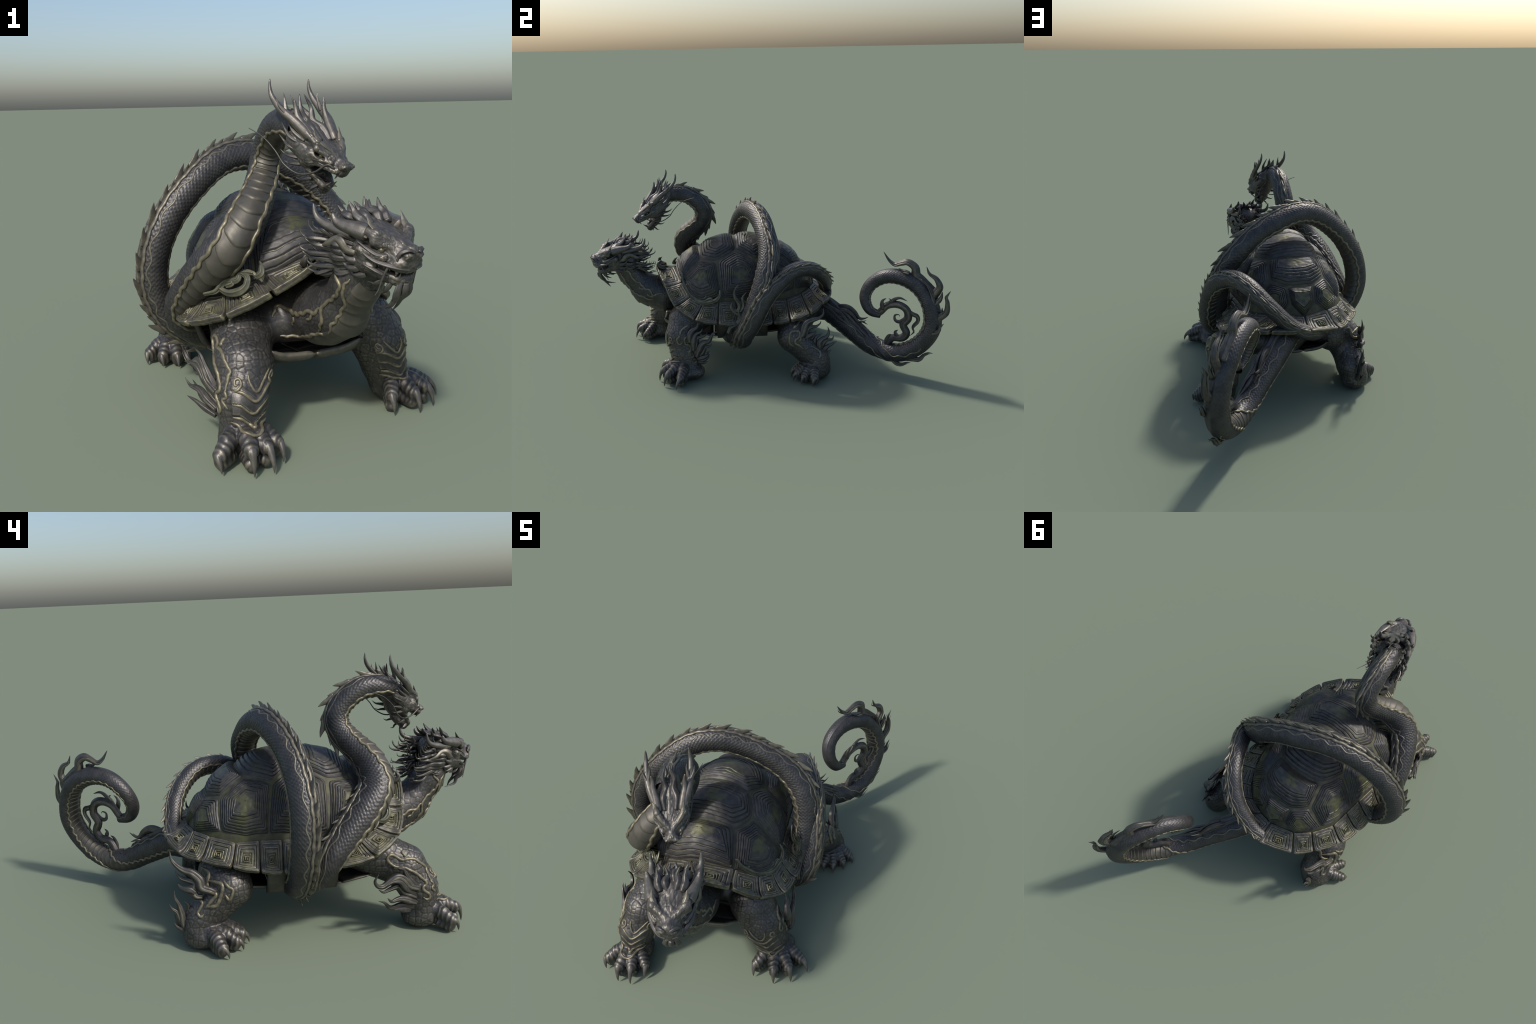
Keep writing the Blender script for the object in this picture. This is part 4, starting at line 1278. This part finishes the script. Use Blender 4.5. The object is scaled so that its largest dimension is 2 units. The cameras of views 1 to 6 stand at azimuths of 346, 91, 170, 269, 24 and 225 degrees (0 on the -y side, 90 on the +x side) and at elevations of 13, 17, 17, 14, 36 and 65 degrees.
for table in (TUFTS, HEEL):
    for limb, (x, dx, rows_) in table.items():
        sg = 1 if x > 0 else -1
        for i, (q, r) in enumerate(rows_):
            inward = -sg * .012 * (i % 2)
            eye = V(-2.85, .03, 1.37) if sg < 0 else V(3.86, .07, 1.81)
            xm = {FL: -.325, FR: .40, RL: -.43, RR: .43}[limb]
            pts = []
            for p_, (xx, _, _) in zip(in_plane(q, xm), in_plane(q, x + inward, dx * (1 - .25 * (i % 2)))):
                k_ = (xx - eye[0]) / (xm - eye[0])
                pts.append(tuple(eye + (V(*p_) - eye) * k_))
            pts[0] = (pts[0][0] - sg * .010, pts[0][1], pts[0][2])
            flame("flame_tuft", pts, r * 1.2, parts[limb], (1, 0, 0), flat=.75, root=.75, flutes=5, flute=.14)
            if r > .012:
                flame("flame_tuft", [(a + sg * r * .55, b, c) for a, b, c in pts[:-1]], r * .42, parts[limb], (1, 0, 0), FIN, flat=.9, root=.8)


# ------------------------------------------------------------------ brass scrollwork laid on the hide
def laid(name, pts, r, parent, tree=None, mat=BRASS, reach=.09, lift=.001, taper=True, closed=False, source=None, wob=0.0):
    # source: the curve is projected onto the hide along lines from that point
    tree = tree or BODY_TREE
    if closed:
        pts = list(pts) + [pts[0]]
    P = catmull(np.array(pts, float), max(24, len(pts) * 9))
    Q, Hh = [], []
    for p in P:
        c, n, d = None, None, 0
        if source is not None:
            o_ = V(*source)
            c, n, _, _ = tree.ray_cast(Vector(o_), Vector(unit(p - o_)))
            if c is not None and (np.array(c) - p) @ unit(p - o_) > .25:
                c = None
        if c is None:
            c, n, _, d = tree.find_nearest(Vector(p))
            if source is not None and d > .03:
                continue
        if c is None or d > reach:
            Q.append(p)
            Hh.append((0, 0, 1))
            continue
        Q.append(np.array(c) + np.array(n) * lift)
        Hh.append(tuple(n))
    Q = blur(np.array(Q), 4)
    if wob:
        tq = unit(np.gradient(Q, axis=0))
        sl = arclen(Q)
        Q = Q + np.cross(np.array(Hh, float), tq) * (wob * np.sin(sl / .042 * TAU + 1.5 * np.sin(sl * 40)) * np.minimum(1, 12 * sl / max(sl[-1], 1e-6)))[:, None]
    t = np.linspace(0, 1, len(Q))
    R = r * (np.minimum(1, .35 + 5 * np.minimum(t, 1 - t)) if taper else 1) * np.ones(len(Q))
    v, f = tube(Q, R, np.array(Hh), 9, .85)
    return add(name, v, f, mat, parent, Q[0])


def leg_ray(limb, angle, z, ahead=0.0):
    """point on a foreleg at a compass angle (0 = forward, + towards the animal's left-right +x) and height"""
    ch = np.array(LEGS[limb]["chain"])
    o = np.argsort(ch[:, 2])
    c = V(np.interp(z, ch[o, 2], ch[o, 0]), np.interp(z, ch[o, 2], ch[o, 1]), z)
    d = V(math.sin(angle), -math.cos(angle), 0)
    hit = BODY_TREE.ray_cast(Vector(c + d * .3), Vector(-d), .3)[0]
    return np.array(hit) if hit is not None else c + d * .08


for limb, mid_a in ((FL, .22), (FR, .30)):
    par = parts[limb]
    out = -1 if limb == FL else 1
    R_ = lambda rows_: [leg_ray(limb, mid_a + a * (1 if limb == FR else 1), z) for a, z in rows_]
    for zc, zs, wd in ((.190, .224, .80), (.152, .186, .82), (.116, .146, .82)):
        laid("knee_chevron", R_([(-wd, zs - .004), (-wd * .55, zs - .008), (-.16, zc + .006), (0, zc), (.16, zc + .006), (wd * .55, zs - .008), (wd, zs - .002)]), .0058, par)
    laid("knee_plate", R_([(-.34, .262), (-.26, .238), (0, .212), (.26, .238), (.34, .264)]), .0045, par)
    laid("wrist_band", R_([(.95, .122), (.45, .114), (.1, .106), (-.15, .106), (-.42, .112), (-.62, .122), (-.90, .126)]), .0055, par)
    for sg in (-1, 1):
        laid("knee_curl", R_([(sg * .80, .218), (sg * .62, .224), (sg * .52, .238), (sg * .60, .252), (sg * .72, .246), (sg * .68, .234), (sg * .61, .238)]), .0048, par)

SCROLL = {
    FL: [([(-.58, .289), (-.554, .294), (-.531, .313), (-.524, .332), (-.539, .345), (-.559, .336), (-.582, .320), (-.608, .324), (-.636, .320), (-.653, .307), (-.677, .287), (-.683, .268), (-.695, .240), (-.704, .221)], .0052),
         ([(-.55, .287), (-.591, .286), (-.614, .275), (-.643, .258), (-.666, .236), (-.681, .222), (-.684, .210), (-.670, .195), (-.679, .179), (-.696, .166), (-.699, .150), (-.688, .141), (-.673, .152)], .0052), ([(-.579, .359), (-.599, .332)], .006),
         ([(-.70, .225), (-.712, .208), (-.708, .190), (-.722, .175)], .004)],
    FR: [([(-.471, .279), (-.462, .309), (-.436, .332), (-.414, .343)], .005), ([(-.442, .220), (-.447, .259), (-.421, .278), (-.416, .309)], .0045), ([(-.449, .224), (-.424, .224), (-.416, .204), (-.423, .180), (-.437, .181)], .0048),
         ([(-.430, .181), (-.404, .192), (-.396, .172), (-.406, .149), (-.417, .149)], .0048), ([(-.400, .137), (-.385, .133), (-.394, .109)], .0042), ([(-.471, .279), (-.49, .25), (-.478, .225), (-.46, .235)], .004)],
    RL: [([(.217, .379), (.193, .360), (.188, .344), (.196, .316), (.194, .287), (.172, .269), (.167, .256), (.186, .235), (.212, .204)], .0062), ([(.193, .319), (.166, .311), (.143, .303), (.141, .281), (.152, .243), (.169, .214), (.205, .210)], .0062),
         ([(.134, .315), (.117, .289), (.101, .278), (.104, .256), (.117, .234), (.131, .257)], .005), ([(.238, .251), (.222, .227), (.232, .205), (.243, .186), (.232, .169), (.219, .181)], .005)],
    RR: [([(.158, .325), (.180, .344), (.190, .367), (.215, .376)], .005), ([(.214, .202), (.193, .225), (.172, .237), (.172, .260), (.190, .275), (.193, .306), (.151, .310), (.139, .284), (.140, .238), (.165, .218)], .0058),
         ([(.257, .221), (.278, .209), (.307, .185), (.310, .158), (.300, .146)], .005), ([(.185, .25), (.20, .262), (.196, .28), (.18, .272)], .004)]}
for limb, rows_ in SCROLL.items():
    x = {FL: -.325, FR: .40, RL: -.43, RR: .43}[limb]
    src = (-2.85, .03, 1.37) if x < 0 else (3.86, .07, 1.81)
    for q, r in rows_:
        laid("scroll", in_plane(q, x), r * 1.25, parts[limb], source=src)
# the neck's flame-edged borders and throat shields
NB = [([(.091, -.724, .571), (.046, -.706, .549), (.052, -.714, .500), (.025, -.706, .466), (.002, -.697, .449), (.0, -.701, .415), (-.009, -.703, .365)], .0052),
      ([(.082, -.724, .534), (.059, -.718, .500), (.065, -.725, .459), (.041, -.720, .409), (.026, -.715, .391), (.017, -.715, .358)], .0045),
      ([(-.137, -.63, .405), (-.128, -.640, .440), (-.108, -.648, .445), (-.079, -.664, .425), (-.064, -.671, .421), (-.033, -.684, .431), (-.018, -.691, .427), (.002, -.697, .449)], .0058),
      ([(-.12, -.654, .352), (-.082, -.671, .353), (-.043, -.688, .354), (-.013, -.701, .364), (.017, -.715, .357)], .0052), ([(-.080, -.667, .385), (-.079, -.665, .412)], .004), ([(-.042, -.683, .401), (-.022, -.690, .423)], .004),
      ([(.038, -.856, .556), (.063, -.800, .542), (.072, -.781, .501), (.091, -.738, .485), (.102, -.712, .457), (.119, -.674, .446), (.128, -.654, .417), (.143, -.620, .438), (.160, -.582, .438)], .0052),
      ([(.060, -.86, .543), (.075, -.832, .499), (.085, -.797, .450), (.095, -.765, .421), (.110, -.710, .400), (.130, -.655, .39)], .0045), ([(.128, -.654, .417), (.12, -.68, .41), (.125, -.69, .43)], .0042), ([(.102, -.712, .457), (.10, -.735, .45), (.108, -.74, .468)], .004)]
for q, r in NB:
    laid("neck_border", q, r * 1.2, parts[NECK], wob=.0028, source=(-.67, -2.56, 1.05) if q[0][0] < .035 or q[-1][0] < .02 else (3.86, .07, 1.81))

# ------------------------------------------------------------------ cloud and flame ornaments on the shell
n1, n2, n3 = V(.85, -.3, .43), V(-.62, -.62, .48), V(1, 0, .19)
CL_R = [([(.18, -.468, .572), (.197, -.466, .539), (.221, -.448, .505), (.245, -.423, .475), (.273, -.385, .446), (.291, -.352, .434), (.302, -.311, .439), (.309, -.274, .452), (.305, -.250, .478), (.291, -.249, .506)], .020, dict(root=.25, peak=.5, tip=.15)),
        ([(.247, -.423, .471), (.266, -.385, .460), (.278, -.360, .452), (.285, -.332, .459), (.276, -.327, .480), (.265, -.344, .490), (.266, -.356, .479), (.275, -.348, .468)], .013, dict(root=.7, peak=.3, tip=.25)),
        ([(.216, -.453, .511), (.222, -.427, .517), (.225, -.407, .527), (.222, -.398, .536)], .012, dict(root=.9, peak=.3)), ([(.222, -.427, .515), (.239, -.384, .514), (.248, -.390, .492), (.244, -.410, .485), (.234, -.423, .496), (.233, -.411, .506)], .010, dict(root=.8, peak=.3, tip=.3)),
        ([(.293, -.336, .441), (.296, -.303, .458), (.307, -.286, .447), (.306, -.270, .461)], .010, dict(root=.8, peak=.3))]
for q, r, k in CL_R:
    flame("cloud_scroll", q, r, carapace, n1, CLOUD, flat=.5, **k)
    flame("cloud_scroll", [tuple(np.array(p) + n1 * .007) for p in q[:-1]], r * .4, carapace, n1, CLOUD, flat=.8, root=.6, peak=.4, tip=.3)
CL_L = [([(-.320, -.466, .453), (-.288, -.488, .465), (-.271, -.492, .483), (-.254, -.496, .500), (-.223, -.520, .508), (-.214, -.518, .524), (-.194, -.530, .532), (-.174, -.552, .531), (-.169, -.566, .519)], .015, dict(root=.4, peak=.5, tip=.3)),
        ([(-.272, -.497, .475), (-.252, -.524, .467), (-.222, -.547, .475), (-.201, -.554, .493), (-.194, -.544, .516), (-.206, -.524, .525), (-.222, -.515, .518), (-.220, -.525, .507)], .014, dict(root=.6, peak=.4, tip=.3)),
        ([(-.256, -.506, .485), (-.236, -.517, .495), (-.238, -.508, .504), (-.250, -.501, .499)], .009, dict(root=.8, peak=.3, tip=.4)), ([(-.17, -.558, .520), (-.154, -.569, .536), (-.150, -.555, .558), (-.153, -.543, .569)], .012, dict(root=.7, peak=.3))]
for q, r, k in CL_L:
    flame("cloud_scroll", q, r, carapace, n2, CLOUD, flat=.55, **k)
    flame("cloud_scroll", [tuple(np.array(p) + n2 * .007) for p in q[:-1]], r * .4, carapace, n2, CLOUD, flat=.8, root=.6, peak=.4, tip=.3)
FLAME_R = [([(.360, -.203, .272), (.354, -.188, .304), (.350, -.150, .326), (.344, -.131, .360), (.337, -.143, .395), (.330, -.135, .429), (.323, -.161, .469), (.315, -.165, .509), (.308, -.140, .546)], .0165),
           ([(.336, -.163, .398), (.336, -.131, .398), (.331, -.113, .429), (.323, -.121, .469), (.317, -.098, .501)], .0125), ([(.340, -.140, .381), (.337, -.163, .392), (.333, -.185, .418), (.327, -.177, .450)], .012),
           ([(.355, -.191, .298), (.351, -.178, .321), (.344, -.179, .356)], .010), ([(.354, -.175, .31), (.351, -.159, .321), (.346, -.161, .346)], .008), ([(.352, -.15, .32), (.342, -.122, .370), (.336, -.108, .41), (.334, -.105, .43)], .010)]
for q, r in FLAME_R:
    flame("flame_scroll", q, r, carapace, n3, CLOUD, flat=.6, root=.8)
    flame("flame_scroll", [tuple(np.array(p) + V(.008, 0, 0)) for p in q[:-1]], r * .42, carapace, n3, CLOUD, flat=.8, root=.6, tip=.3)
